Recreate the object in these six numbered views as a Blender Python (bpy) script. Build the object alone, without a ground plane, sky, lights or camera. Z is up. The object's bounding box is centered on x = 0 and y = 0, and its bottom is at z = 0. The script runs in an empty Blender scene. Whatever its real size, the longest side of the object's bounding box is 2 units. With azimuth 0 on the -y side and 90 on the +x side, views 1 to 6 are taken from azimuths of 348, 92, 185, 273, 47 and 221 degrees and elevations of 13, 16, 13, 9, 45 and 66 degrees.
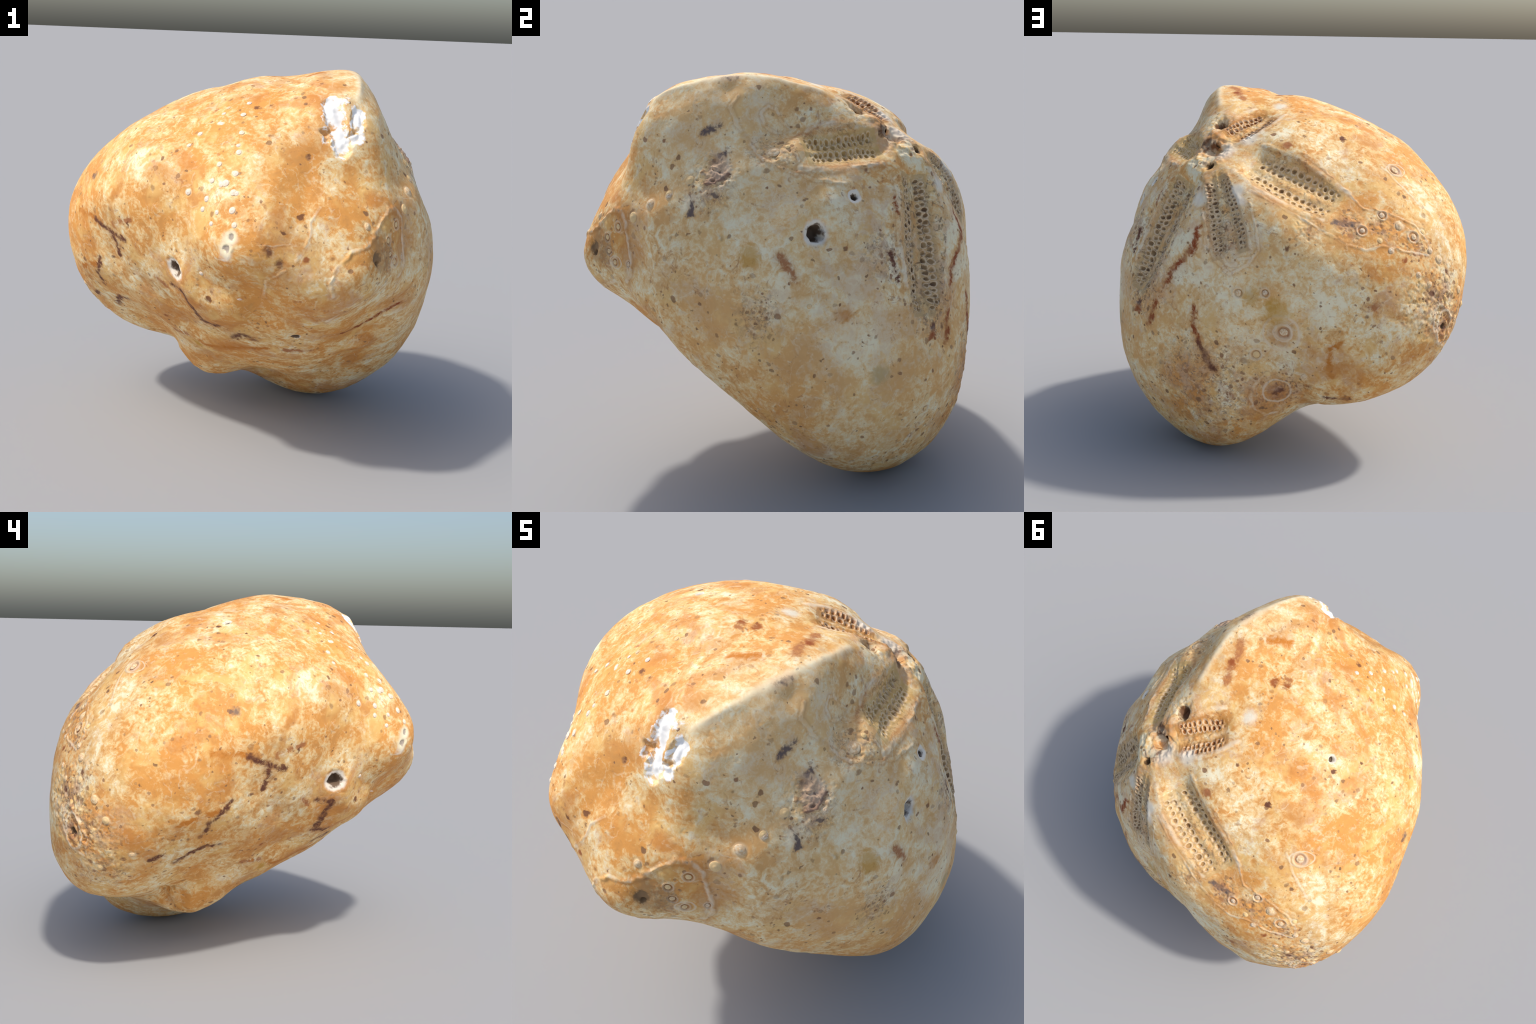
"""A fossil heart urchin: a weathered limestone test standing on its front lobe.

The body is a loft of closed cross-sections stacked along the oral-aboral axis
(the line from the star of petals to the underside), smoothed as a B-spline.
Petal grooves, pores, ridges, holes and grain are relief added to that loft.
All lengths are in centimetres here (1 unit = 100 cm)."""
import bpy
import math
import numpy as np

CM = 0.01
DETAIL = 8                      # icosphere subdivisions of the skin
rng = np.random.default_rng(7)

# ------------------------------------------------------------------ body loft
CENTRE = np.array([5.0, 0.0, 108.0])
AXIS = np.array([0.345, 0.549, 0.594])
AXIS /= np.linalg.norm(AXIS)
KEEL = np.array([0.0, -1.0, 0.0])          # azimuth 0 runs down the rear keel
KEEL -= AXIS * (KEEL @ AXIS)
KEEL /= np.linalg.norm(KEEL)
SIDE = np.cross(AXIS, KEEL)
# each section: angle from the apex, where it lies, radii around it
APEX_RADIUS, UNDERSIDE_RADIUS = 89.7, 64.3
SECTIONS = [
    (12, "around the apical disc",
     [86.7, 88.8, 87.2, 88.5, 85.0, 89.3, 90.1, 91.0, 92.1, 92.5, 92.2, 93.4, 91.9, 90.6, 88.7, 87.0, 85.0, 83.9, 84.8, 85.9, 86.6, 89.5, 87.7, 90.5]),
    (24, "inner petals",
     [88.6, 84.5, 80.2, 81.9, 88.9, 84.6, 87.8, 90.6, 90.1, 90.8, 92.1, 91.7, 93.7, 94.9, 89.5, 83.9, 86.9, 88.8, 85.9, 84.4, 82.7, 80.7, 87.9, 89.1]),
    (36, "mid petals",
     [92.2, 71.4, 92.3, 86.3, 82.8, 92.6, 90.5, 86.3, 92.2, 94.8, 99.4, 91.6, 93.9, 96.2, 91.0, 84.2, 91.1, 86.9, 86.9, 84.8, 82.8, 84.1, 87.4, 93.8]),
    (48, "petal tips, keel crest",
     [103.5, 82.3, 85.3, 80.7, 91.5, 80.7, 97.4, 94.2, 99.2, 92.1, 95.5, 96.8, 92.9, 101.2, 97.0, 89.2, 86.9, 84.5, 87.9, 82.9, 81.4, 86.5, 84.8, 97.9]),
    (60, "upper shoulders",
     [95.1, 82.3, 91.9, 75.9, 94.0, 89.5, 97.6, 99.3, 105.6, 102.0, 106.2, 98.1, 100.2, 102.1, 103.1, 97.0, 98.4, 91.0, 87.8, 85.6, 81.3, 88.0, 83.2, 102.8]),
    (72, "shoulders, keel end",
     [102.1, 87.9, 82.6, 87.8, 91.2, 91.1, 100.2, 107.0, 118.6, 117.1, 109.8, 94.3, 100.2, 105.2, 111.3, 108.2, 99.8, 95.3, 88.9, 85.5, 87.3, 85.5, 86.6, 102.1]),
    (84, "upper ambitus",
     [101.1, 79.5, 99.8, 82.4, 91.2, 95.1, 106.9, 113.0, 122.2, 119.9, 126.1, 108.0, 111.8, 119.2, 116.8, 115.4, 109.0, 101.4, 93.8, 92.3, 77.3, 89.3, 85.0, 95.0]),
    (96, "ambitus, vent face",
     [81.2, 99.0, 77.6, 94.4, 87.6, 90.2, 101.3, 118.3, 125.8, 132.3, 133.7, 103.7, 121.5, 123.1, 125.9, 117.8, 111.9, 103.7, 91.6, 96.0, 87.3, 87.7, 90.5, 87.9]),
    (108, "lower ambitus",
     [95.8, 91.9, 91.0, 86.4, 89.0, 90.0, 92.1, 101.6, 116.8, 125.9, 101.0, 95.2, 98.6, 118.4, 118.4, 110.5, 104.9, 96.0, 98.2, 90.0, 92.7, 86.2, 96.0, 85.8]),
    (120, "underside margin",
     [92.0, 109.4, 85.7, 76.5, 73.5, 74.8, 76.8, 81.8, 91.5, 71.2, 87.4, 103.9, 79.5, 86.5, 83.4, 90.2, 90.5, 82.2, 82.7, 84.3, 81.3, 87.1, 97.6, 99.5]),
    (132, "outer plastron and front lobes",
     [98.2, 96.8, 83.1, 77.7, 72.0, 74.2, 75.5, 75.0, 78.0, 74.9, 78.6, 88.9, 84.5, 69.9, 71.7, 77.3, 76.1, 73.6, 76.4, 74.0, 76.9, 82.4, 101.9, 95.3]),
    (144, "plastron",
     [74.5, 76.1, 76.5, 73.4, 71.7, 71.3, 70.1, 68.9, 67.7, 69.6, 68.2, 67.8, 70.7, 71.8, 69.5, 71.0, 70.2, 68.8, 71.2, 69.6, 81.6, 73.2, 73.7, 72.7]),
    (156, "mouth side",
     [69.0, 69.7, 68.8, 67.8, 67.2, 66.8, 66.4, 65.5, 64.8, 65.0, 66.2, 67.7, 68.0, 66.6, 63.5, 61.7, 62.8, 64.9, 66.3, 69.2, 72.8, 78.7, 75.9, 72.4]),
    (168, "middle of the underside",
     [67.7, 66.5, 66.2, 65.6, 65.0, 64.4, 63.9, 63.5, 63.3, 63.2, 63.1, 63.2, 63.6, 63.4, 63.9, 64.2, 64.5, 64.9, 65.9, 66.4, 67.9, 66.4, 67.7, 67.3]),
]
RING, AROUND = len(SECTIONS), 24
STEP = SECTIONS[0][0]


def unit(v):
    v = np.asarray(v, float)
    return v / np.linalg.norm(v)


def loft_radius(d):
    """Radius of the loft along unit directions d (uniform cubic B-spline both ways)."""
    grid = np.zeros((RING + 2, AROUND))
    grid[0], grid[-1] = APEX_RADIUS, UNDERSIDE_RADIUS
    for i, (_, _, radii) in enumerate(SECTIONS):
        grid[i + 1] = radii

    def weights(t):
        return np.stack([(1 - t) ** 3, 3 * t ** 3 - 6 * t ** 2 + 4, -3 * t ** 3 + 3 * t ** 2 + 3 * t + 1, t ** 3]) / 6

    a = np.degrees(np.arccos(np.clip(d @ AXIS, -1, 1))) / STEP
    b = np.degrees(np.arctan2(d @ SIDE, d @ KEEL)) % 360 / (360 / AROUND)
    i, j = np.minimum(a.astype(int), RING), b.astype(int)
    wa, wb, r = weights(a - i), weights(b - j), np.zeros(len(d))
    for x in range(4):
        row = i - 1 + x
        over = (row < 0) | (row > RING + 1)
        row = np.where(row < 0, -row, np.where(row > RING + 1, 2 * (RING + 1) - row, row))
        for y in range(4):
            col = (j - 1 + y + np.where(over, AROUND // 2, 0)) % AROUND
            r += wa[x] * wb[y] * grid[row, col]
    return r


def icosphere(levels):
    t = (1 + 5 ** 0.5) / 2
    v = np.array([(-1, t, 0), (1, t, 0), (-1, -t, 0), (1, -t, 0), (0, -1, t), (0, 1, t),
                  (0, -1, -t), (0, 1, -t), (t, 0, -1), (t, 0, 1), (-t, 0, -1), (-t, 0, 1)], float)
    v /= np.linalg.norm(v, axis=1)[:, None]
    near = [[j for j in range(12) if 0.4 < v[i] @ v[j] < 0.6] for i in range(12)]
    f = [(i, j, k) for i in range(12) for j in near[i] for k in near[j]
         if k in near[i] and i < j and i < k and np.cross(v[j] - v[i], v[k] - v[i]) @ v[i] > 0]
    f = np.array(f)
    for _ in range(levels):
        e = np.concatenate([f[:, [0, 1]], f[:, [1, 2]], f[:, [2, 0]]])
        e.sort(axis=1)
        key, back = np.unique(e[:, 0].astype(np.int64) * len(v) + e[:, 1], return_inverse=True)
        m = v[key // len(v)] + v[key % len(v)]
        m /= np.linalg.norm(m, axis=1)[:, None]
        n = len(f)
        ab, bc, ca = (back[k * n:(k + 1) * n] + len(v) for k in range(3))
        v = np.concatenate([v, m])
        f = np.concatenate([np.stack(q, 1) for q in ((f[:, 0], ab, ca), (f[:, 1], bc, ab), (f[:, 2], ca, bc), (ab, bc, ca))])
    return v, f


def vertex_normals(p, f):
    a, b, c = p[f[:, 0]], p[f[:, 1]], p[f[:, 2]]
    fn, n = np.cross(b - a, c - a), np.zeros_like(p)
    for k in range(3):
        for x in range(3):
            n[:, x] += np.bincount(f[:, k], fn[:, x], len(p))
    return n / np.maximum(np.linalg.norm(n, axis=1), 1e-12)[:, None]


def noise(p, scale, seed=0):
    """Smooth value noise in -1..1 at points p (cm); scale = cells per cm."""
    q = p * scale + 1000.0 + seed * 17.31
    c = np.floor(q).astype(np.int64)
    t = q - c
    t = t * t * (3 - 2 * t)
    out = np.zeros(len(p))
    for dx in (0, 1):
        for dy in (0, 1):
            for dz in (0, 1):
                h = (c[:, 0] + dx) * 374761393 + (c[:, 1] + dy) * 668265263 + (c[:, 2] + dz) * 2147483647 + seed * 1274126177
                h = (h ^ (h >> 13)) * 1274126177 & 0x7FFFFFFF
                h = ((h ^ (h >> 16)) & 0xFFFF) / 32767.5 - 1
                w = (t[:, 0] if dx else 1 - t[:, 0]) * (t[:, 1] if dy else 1 - t[:, 1]) * (t[:, 2] if dz else 1 - t[:, 2])
                out += w * h
    return out


def smooth(x, lo, hi):
    t = np.clip((x - lo) / (hi - lo), 0, 1)
    return t * t * (3 - 2 * t)


def line_distance(p, pts):
    """Distance from p to a polyline, and the running length of the nearest place."""
    best, where, run = np.full(len(p), 1e9), np.zeros(len(p)), 0.0
    pts = [np.array(q, float) for q in pts]
    for a, b in zip(pts, pts[1:]):
        ab = b - a
        L = np.linalg.norm(ab)
        t = np.clip((p - a) @ ab / (L * L), 0, 1)
        d = np.linalg.norm(p - a - t[:, None] * ab, axis=1)
        where = np.where(d < best, run + t * L, where)
        best = np.minimum(best, d)
        run += L
    return best, where


# ------------------------------------------------------------------- features
STREAKS = [
    ("rust", 1.8, [(42.4, 83.5, 130.4), (43.1, 87.0, 120.9), (49.0, 85.0, 114.2), (56.1, 79.8, 106.6), (59.5, 78.3, 98.1), (65.7, 76.7, 87.5), (69.5, 76.4, 77.3)]),
    ("rust", 1.6, [(43.0, 90.2, 89.7), (42.5, 91.7, 80.5), (40.1, 92.5, 72.1)]),
    ("umber", 1.8, [(40.1, 92.5, 72.1), (35.9, 92.6, 64.3), (33.0, 92.3, 58.0)]),
    ("orange", 1.4, [(-33.2, 97.1, 76.1), (-28.0, 96.7, 73.5), (-27.2, 95.8, 65.8), (-29.0, 94.7, 58.4)]),
    ("umber", 1.0, [(80.3, 49.9, 121.2), (81.5, 51.5, 115.6), (83.1, 52.6, 110.0)]),
    ("rust", 1.2, [(67.5, 51.8, 144.0), (69.4, 53.8, 137.7)]),
    ("russet", 1.8, [(93.7, 1.3, 124.6), (94.5, 5.4, 119.6), (94.9, 7.5, 115.3)]),
    ("umber", 1.8, [(-85.7, -9.7, 118.7), (-79.7, -17.2, 114.9), (-75.8, -18.8, 109.1), (-74.7, -15.7, 102.9)]),
    ("umber", 1.6, [(-78.7, -18.0, 113.9), (-72.5, -26.0, 112.0)]),
    ("orange", 1.8, [(-93.7, 7.3, 120.4), (-88.0, -5.9, 120.5)]),
    ("russet", 1.2, [(-77.6, -22.5, 117.9), (-75.2, -27.9, 121.2), (-70.5, -34.9, 123.7)]),
    ("orange", 1.4, [(-91.6, 24.1, 85.4), (-89.6, 15.0, 89.3), (-85.5, 5.4, 91.9)]),
    ("umber", 1.4, [(-83.9, -0.6, 97.3), (-83.4, 3.2, 90.7), (-84.2, 9.3, 85.9), (-80.6, 13.6, 78.6)]),
    ("umber", 1.8, [(-71.5, 26.6, 63.6), (-72.3, 20.0, 68.2), (-71.7, 13.6, 71.1), (-68.4, 5.5, 72.6)]),
    ("umber", 1.4, [(-84.1, 37.6, 67.3), (-82.3, 31.5, 69.1)]),
    ("umber", 1.8, [(-49.5, -42.8, 92.8), (-45.6, -50.6, 91.1), (-41.7, -46.2, 84.0), (-38.1, -44.5, 79.2), (-34.2, -41.2, 73.9), (-27.9, -48.6, 73.4)]),
    ("russet", 1.2, [(-56.8, -35.1, 94.5), (-52.2, -37.8, 91.0)]),
    ("umber", 2.3, [(-18.1, -41.3, 64.1), (-16.2, -48.4, 68.1), (-10.2, -48.0, 65.6)]),
    ("russet", 1.4, [(-42.9, -5.0, 57.4), (-37.7, -12.7, 56.8)]),
    ("orange", 1.8, [(-30.5, -18.4, 54.5), (-24.2, -22.8, 53.7), (-14.9, -29.5, 55.0), (-2.0, -42.0, 58.3)]),
    ("russet", 1.6, [(8.1, -46.5, 58.8), (20.1, -49.5, 59.4)]),
    ("rust", 1.4, [(32.0, -59.7, 71.1), (43.6, -54.5, 73.3), (51.0, -56.8, 79.0), (56.0, -58.7, 83.1), (62.7, -58.5, 86.1)]),
    ("russet", 2.0, [(36.9, -6.7, 197.2), (33.0, 0.6, 195.7), (31.8, 7.5, 194.0), (28.1, 14.3, 191.8)]),
    ("orange", 2.7, [(27.4, -17.0, 197.1), (19.0, -24.2, 194.9)]),
    ("slate", 1.4, [(57.3, -31.6, 173.3), (57.3, -25.6, 176.9)]),
    ("slate", 1.2, [(71.4, -38.1, 147.6), (75.6, -38.0, 140.4)]),
    ("umber", 1.4, [(72.2, -29.8, 153.5), (73.5, -23.9, 155.4), (72.5, -21.0, 157.7)]),
    ("slate", 1.4, [(64.6, -25.6, 164.4), (64.9, -21.9, 165.1)]),
    ("slate", 1.8, [(-28.6, 85.4, 136.9), (-36.8, 84.3, 135.0)]),
    ("umber", 1.4, [(-8.3, 89.5, 47.4), (-16.9, 90.8, 49.2)]),
    ("umber", 1.2, [(-25.4, 88.2, 43.6), (-39.0, 86.5, 42.9)]),
    ("slate", 1.5, [(44.5, -23.0, 197.0), (45.5, -17.5, 197.3)]),
]
SPOTS = [
    ("chalky", 4.5, (-30.0, -87.8, 125.2)),
    ("chalky", 3.3, (-31.3, -85.9, 117.3)),
    ("chalky", 7.4, (32.0, 58.6, 167.7)),
    ("chalky", 5.6, (19.6, 53.3, 173.4)),
    ("chalky", 4.8, (21.6, 81.8, 150.2)),
    ("chalky", 4.5, (42.8, 76.0, 144.4)),
    ("chalky", 4.8, (6.3, 20.2, 188.7)),
    ("chalky", 3.3, (19.1, 85.1, 145.6)),
    ("pink", 3.0, (-57.4, 50.2, 159.0)),
    ("pink", 2.2, (-59.9, 49.3, 157.9)),
    ("orange", 4.5, (96.5, 28.5, 99.2)),
    ("amber", 6.3, (91.2, -11.3, 124.8)),
    ("rust", 2.4, (78.2, 68.8, 82.2)),
    ("rust", 2.2, (67.2, 77.2, 80.5)),
    ("slate", 2.0, (76.3, 69.7, 86.2)),
    ("olive", 5.6, (94.0, 44.6, 70.3)),
    ("rust", 2.6, (9.5, -1.8, 193.6)),
    ("rust", 2.8, (3.0, -4.0, 193.5)),
    ("russet", 1.7, (5.2, -8.1, 193.4)),
    ("russet", 2.6, (-1.5, 59.9, 172.0)),
    ("russet", 1.7, (-29.5, -35.2, 177.6)),
    ("umber", 1.3, (-29.5, 44.1, 174.3)),
    ("umber", 1.1, (-39.8, 12.2, 180.5)),
    ("umber", 1.1, (-43.3, 9.7, 179.0)),
    ("umber", 1.1, (-49.7, -5.0, 176.0)),
    ("umber", 1.3, (-5.4, 41.8, 182.3)),
    ("umber", 3.0, (-13.8, -94.2, 121.1)),
    ("umber", 2.8, (-8.4, -94.2, 115.1)),
    ("rust", 2.0, (3.1, -95.4, 117.6)),
    ("umber", 1.3, (2.0, -88.8, 136.0)),
    ("umber", 1.5, (8.2, -71.9, 160.2)),
    ("umber", 1.7, (-12.1, -45.6, 180.2)),
    ("umber", 1.5, (-5.0, -47.2, 181.1)),
    ("umber", 1.1, (-6.9, -93.1, 129.2)),
    ("umber", 1.5, (-71.3, -32.6, 120.5)),
    ("umber", 1.7, (-77.0, -10.3, 99.3)),
    ("umber", 1.3, (-53.8, -4.4, 66.0)),
    ("rust", 1.9, (-49.5, -14.5, 68.4)),
    ("orange", 2.2, (-40.7, -9.2, 57.4)),
    ("amber", 3.3, (-31.5, -14.9, 52.7)),
    ("orange", 2.6, (-18.7, -26.0, 53.8)),
    ("slate", 3.0, (-86.2, -2.7, 140.2)),
    ("umber", 1.7, (-34.8, -62.4, 91.2)),
    ("umber", 1.7, (-5.5, 96.3, 125.1)),
    ("rust", 1.9, (-64.2, 84.2, 117.9)),
    ("russet", 2.6, (-1.9, 59.3, 172.4)),
    ("umber", 1.3, (-30.0, 44.1, 174.1)),
    ("rust", 3.0, (32.5, 4.8, 194.7)),
    ("umber", 2.6, (-3.2, 89.3, 46.7)),
    ("umber", 2.0, (0.5, 89.2, 45.0)),
    ("umber", 1.9, (76.3, 69.5, 87.4)),
    ("rust", 2.4, (76.2, 70.6, 82.6)),
    ("slate", 2.2, (-85.9, 74.8, 81.0)),
    ("umber", 1.7, (-78.7, 80.1, 99.8)),
    ("umber", 1.5, (-85.5, 70.5, 109.8)),
    ("russet", 2.6, (-49.8, 95.2, 95.1)),
    ("slate", 1.5, (65.3, -24.1, 164.1)),
    ("slate", 1.7, (76.1, -26.6, 148.1)),
    ("slate", 1.5, (75.2, -38.0, 141.1)),
    ("umber", 1.1, (88.2, -19.1, 67.9)),
    ("amber", 4.5, (1.7, 97.7, 94.5)),
    ("amber", 9.3, (0.0, 97.4, 91.0)),
    ("amber", 5.6, (13.5, 96.3, 98.7)),
]
CLOUDS = [
    ("pale", 16, (-21.3, 98.4, 96.5)),
    ("pale", 11, (-4.6, 98.1, 111.8)),
    ("pale", 8, (51.6, 80.0, 126.0)),
    ("pale", 7, (-46.1, 96.4, 84.2)),
    ("pale", 9, (15.5, 84.0, 148.3)),
    ("pale", 8, (61.3, -24.2, 169.0)),
    ("pale", 7, (51.8, -45.3, 176.9)),
    ("pale", 11, (95.2, 38.7, 84.4)),
    ("pale", 10, (93.3, 27.7, 110.8)),
    ("pale", 8, (96.8, -7.8, 93.4)),
    ("ochre", 17, (99.3, 1.7, 77.5)),
    ("ochre", 13, (94.1, -15.8, 111.9)),
    ("ochre", 11, (80.4, -45.6, 111.2)),
    ("ochre", 13, (-4.9, -81.7, 147.0)),
    ("ochre", 10, (7.3, -73.2, 157.8)),
    ("ochre", 11, (-58.7, -49.6, 131.9)),
    ("ochre", 10, (-12.1, -43.0, 181.5)),
    ("ochre", 9, (-34.7, -61.1, 158.6)),
    ("pale", 8, (-25.0, -91.1, 122.2)),
    ("pale", 9, (0.6, -93.2, 104.5)),
    ("pale", 7, (-30.8, -77.8, 143.2)),
    ("pale", 9, (-67.2, -35.8, 151.6)),
    ("ochre", 13, (-84.1, 8.6, 147.7)),
    ("ochre", 10, (-64.3, -44.1, 134.7)),
    ("pale", 11, (-88.0, 28.1, 142.9)),
    ("pale", 9, (-92.8, 14.8, 96.2)),
    ("ochre", 11, (-97.6, 41.7, 117.7)),
    ("ochre", 11, (-66.3, -30.6, 105.5)),
    ("ochre", 11, (20.6, -22.2, 195.4)),
    ("ochre", 11, (-65.7, 18.6, 164.9)),
    ("ochre", 11, (-3.0, -43.2, 183.8)),
    ("pale", 9, (-47.7, 34.1, 171.5)),
    ("pale", 8, (8.3, 15.6, 190.3)),
    ("pale", 7, (-9.7, 10.4, 188.8)),
    ("ochre", 11, (1.7, 97.3, 90.9)),
    ("ochre", 11, (12.1, 91.4, 64.1)),
    ("ochre", 10, (-76.8, 80.0, 106.6)),
    ("pale", 9, (25.7, 91.9, 47.5)),
    ("pale", 9, (39.5, -44.7, 190.1)),
    ("pale", 8, (36.3, -70.9, 155.7)),
    ("ochre", 11, (7.2, -75.0, 154.4)),
    ("ochre", 11, (-1.0, -71.7, 161.0)),
]
SPECKLED = [
    (14, 1.5, (-83.6, 77.3, 90.5)),
    (13, 1.5, (-87.8, 72.5, 82.3)),
    (9, 1.5, (-4.9, 89.1, 46.2)),
    (8, 1.5, (69.0, -28.4, 158.7)),
    (8, 0.9, (-36.0, 84.6, 135.0)),
    (8, 0.9, (-52.4, 79.2, 134.5)),
    (9, 0.9, (-69.4, 76.2, 126.0)),
    (7, 0.9, (-15.1, 91.5, 134.0)),
    (9, 0.9, (26.4, 88.1, 128.5)),
    (11, 0.9, (71.3, 70.8, 100.2)),
    (11, 0.9, (81.8, 48.0, 122.0)),
    (9, 0.9, (-84.6, 76.5, 88.5)),
    (9, 0.9, (67.1, -0.2, 165.5)),
    (8, 0.9, (45.1, -83.8, 115.5)),
    (28, 0.9, (36.1, 91.2, 48.5)),
    (20, 0.9, (-82.5, 77.9, 94.1)),
    (15, 0.9, (-92.3, 64.4, 82.0)),
    (17, 0.9, (71.2, 71.3, 98.5)),
    (11, 0.9, (75.0, 69.8, 91.7)),
    (13, 0.9, (73.0, -29.8, 152.2)),
    (11, 0.9, (96.4, -9.1, 99.2)),
    (13, 0.9, (-3.2, 88.5, 44.0)),
    (13, 0.9, (-84.9, 58.1, 61.1)),
]
RIDGES = [
    ("plate edge", 0.6, 0.7, [(55.1, -5.7, 181.6), (53.2, -2.7, 184.6), (52.6, 1.2, 182.6), (53.4, 2.5, 177.8), (53.8, 6.9, 173.3), (55.1, 4.8, 171.6), (56.0, -0.5, 172.8), (56.4, -4.8, 175.9), (55.3, -6.0, 180.9)]),
    ("fasciole", 0.9, 1.2, [(16.3, -97.1, 113.0), (24.6, -94.5, 120.8), (32.1, -91.7, 122.0), (37.2, -86.8, 126.3), (41.7, -81.5, 132.4), (46.5, -76.8, 136.6), (51.6, -72.7, 136.4), (55.4, -70.2, 131.9), (56.8, -69.6, 123.4), (58.3, -68.6, 115.5), (59.0, -68.8, 108.7), (55.8, -71.7, 104.0)]),
    ("plate edge", 0.8, 0.8, [(47.0, -78.9, 101.6), (31.7, -88.3, 95.0), (23.0, -87.0, 90.1), (19.2, -79.3, 83.8)]),
    ("plate edge", 0.6, 0.8, [(11.2, -85.4, 139.6), (6.2, -89.8, 133.7), (4.6, -93.7, 124.9), (-1.3, -95.2, 117.1)]),
    ("plate edge", 0.7, 0.8, [(-6.0, -94.1, 112.7), (-12.6, -87.8, 106.0), (-11.3, -76.1, 95.3)]),
    ("plate edge", 0.7, 0.8, [(17.9, -97.2, 113.0), (14.4, -97.3, 107.0), (16.7, -96.0, 100.5)]),
    ("faint line", 0.4, 0.4, [(-18.9, -93.2, 124.1), (-11.1, -94.4, 123.7), (-3.7, -94.3, 124.6)]),
    ("petal rim", 0.6, 0.9, [(15.8, 81.6, 151.2), (3.7, 85.3, 145.5), (-11.5, 88.6, 138.6), (-24.9, 90.7, 131.7), (-34.0, 91.0, 126.8), (-44.6, 89.6, 123.5), (-52.7, 85.6, 125.4), (-62.7, 82.7, 122.4), (-76.4, 75.0, 119.1)]),
    ("petal rim", 0.6, 0.9, [(-77.3, 73.9, 119.8), (-74.6, 71.4, 126.9), (-68.4, 71.0, 133.4), (-55.6, 73.8, 139.5), (-42.2, 76.5, 142.1), (-35.3, 72.8, 148.0), (-28.3, 68.9, 153.9), (-21.3, 66.1, 160.1), (-9.1, 63.3, 167.9)]),
    ("plate edge", 0.7, 0.7, [(40.5, 79.3, 139.9), (36.8, 86.0, 127.7), (31.9, 90.5, 116.1), (23.9, 93.4, 109.5), (15.6, 93.8, 114.1), (9.9, 93.9, 121.9)]),
    ("plate edge", 0.6, 0.7, [(14.8, 86.0, 145.3), (10.7, 91.6, 133.1), (9.4, 93.9, 122.8)]),
    ("faint line", 0.6, 0.6, [(29.5, 90.0, 119.5), (25.8, 92.0, 114.2), (21.5, 92.8, 114.2), (19.9, 92.5, 117.0), (14.0, 93.4, 118.3)]),
    ("petal rim", 0.7, 0.9, [(5.6, 91.0, 55.7), (11.2, 91.0, 49.7), (13.1, 90.7, 43.1), (10.8, 88.8, 35.7), (5.6, 85.1, 31.2), (-0.2, 82.6, 32.0)]),
    ("faint line", 0.7, 0.6, [(57.8, 8.7, 169.1), (52.4, 18.4, 174.7), (50.1, 27.4, 176.4)]),
    ("petal rim", 0.7, 0.9, [(75.0, 9.0, 156.8), (69.1, 22.1, 159.0), (65.9, 35.2, 157.8), (58.5, 48.9, 157.9)]),
    ("plate edge", 0.7, 0.8, [(53.2, -16.5, 189.6), (55.6, -19.8, 184.2), (58.5, -16.7, 176.9), (61.4, -12.4, 169.9), (70.0, -5.1, 162.7)]),
    ("plate edge", 0.7, 1.0, [(70.0, -5.1, 162.7), (74.5, 6.2, 158.2), (74.7, 16.1, 154.4), (72.4, 30.5, 152.1)]),
    ("faint line", 0.6, 0.6, [(61.0, 9.1, 168.2), (67.3, 7.9, 166.3), (71.5, 10.6, 162.6)]),
    ("faint line", 0.6, 0.5, [(-71.2, 59.1, 142.3), (-58.3, 56.8, 154.3), (-51.2, 53.2, 160.6)]),
    ("plate edge", 0.7, 0.7, [(-84.2, 76.4, 92.6), (-89.5, 70.5, 86.7), (-90.4, 67.2, 78.3), (-87.5, 68.4, 70.3)]),
    ("plate edge", 0.7, 0.7, [(-81.1, 79.6, 91.1), (-80.3, 80.7, 82.0), (-82.7, 77.0, 72.9), (-86.4, 69.7, 69.2)]),
    ("faint line", 0.6, 0.6, [(-35.0, -80.1, 115.3), (-30.4, -85.7, 115.1), (-28.8, -88.9, 121.9)]),
]
RINGS = [
    ("nested ring scar", 0.7, 0.9, (-2.9, 95.1, 79.8), 9.3, 10.4),
    ("inner ring scar", 0.6, 0.7, (-3.7, 95.3, 80.2), 4.8, 5.2),
    ("mouth groove ring", 0.6, 0.7, (-0.7, 89.4, 46.0), 7.4, 6.9),
    ("worn oval scar", 0.4, 0.6, (-58.3, 49.9, 158.7), 6.5, 4.3),
    ("front pit ring", 0.6, 0.7, (-85.9, 74.8, 81.0), 5.6, 9.3),
    ("flank ring", 0.4, 0.6, (51.4, -77.2, 112.1), 4.1, 2.8),
]
FOLDS = [
    ("hollow", 5.5, -0.6, [(10.5, -72.3, 159.2), (3.8, -84.6, 141.6), (-5.2, -94.7, 122.9)]),
    ("fold", 5.0, 0.5, [(-7.3, -78.2, 152.4), (-16.7, -91.9, 131.2), (-18.4, -86.5, 107.6)]),
    ("hollow", 2.6, -4.0, [(-50.9, 37.4, 44.1), (-31.3, 38.3, 33.0), (-24.3, 36.2, 25.8)]),
    ("fold", 3.0, 1.6, [(-36.0, 22.0, 38.6), (-28.0, 24.9, 27.9)]),
]
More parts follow.
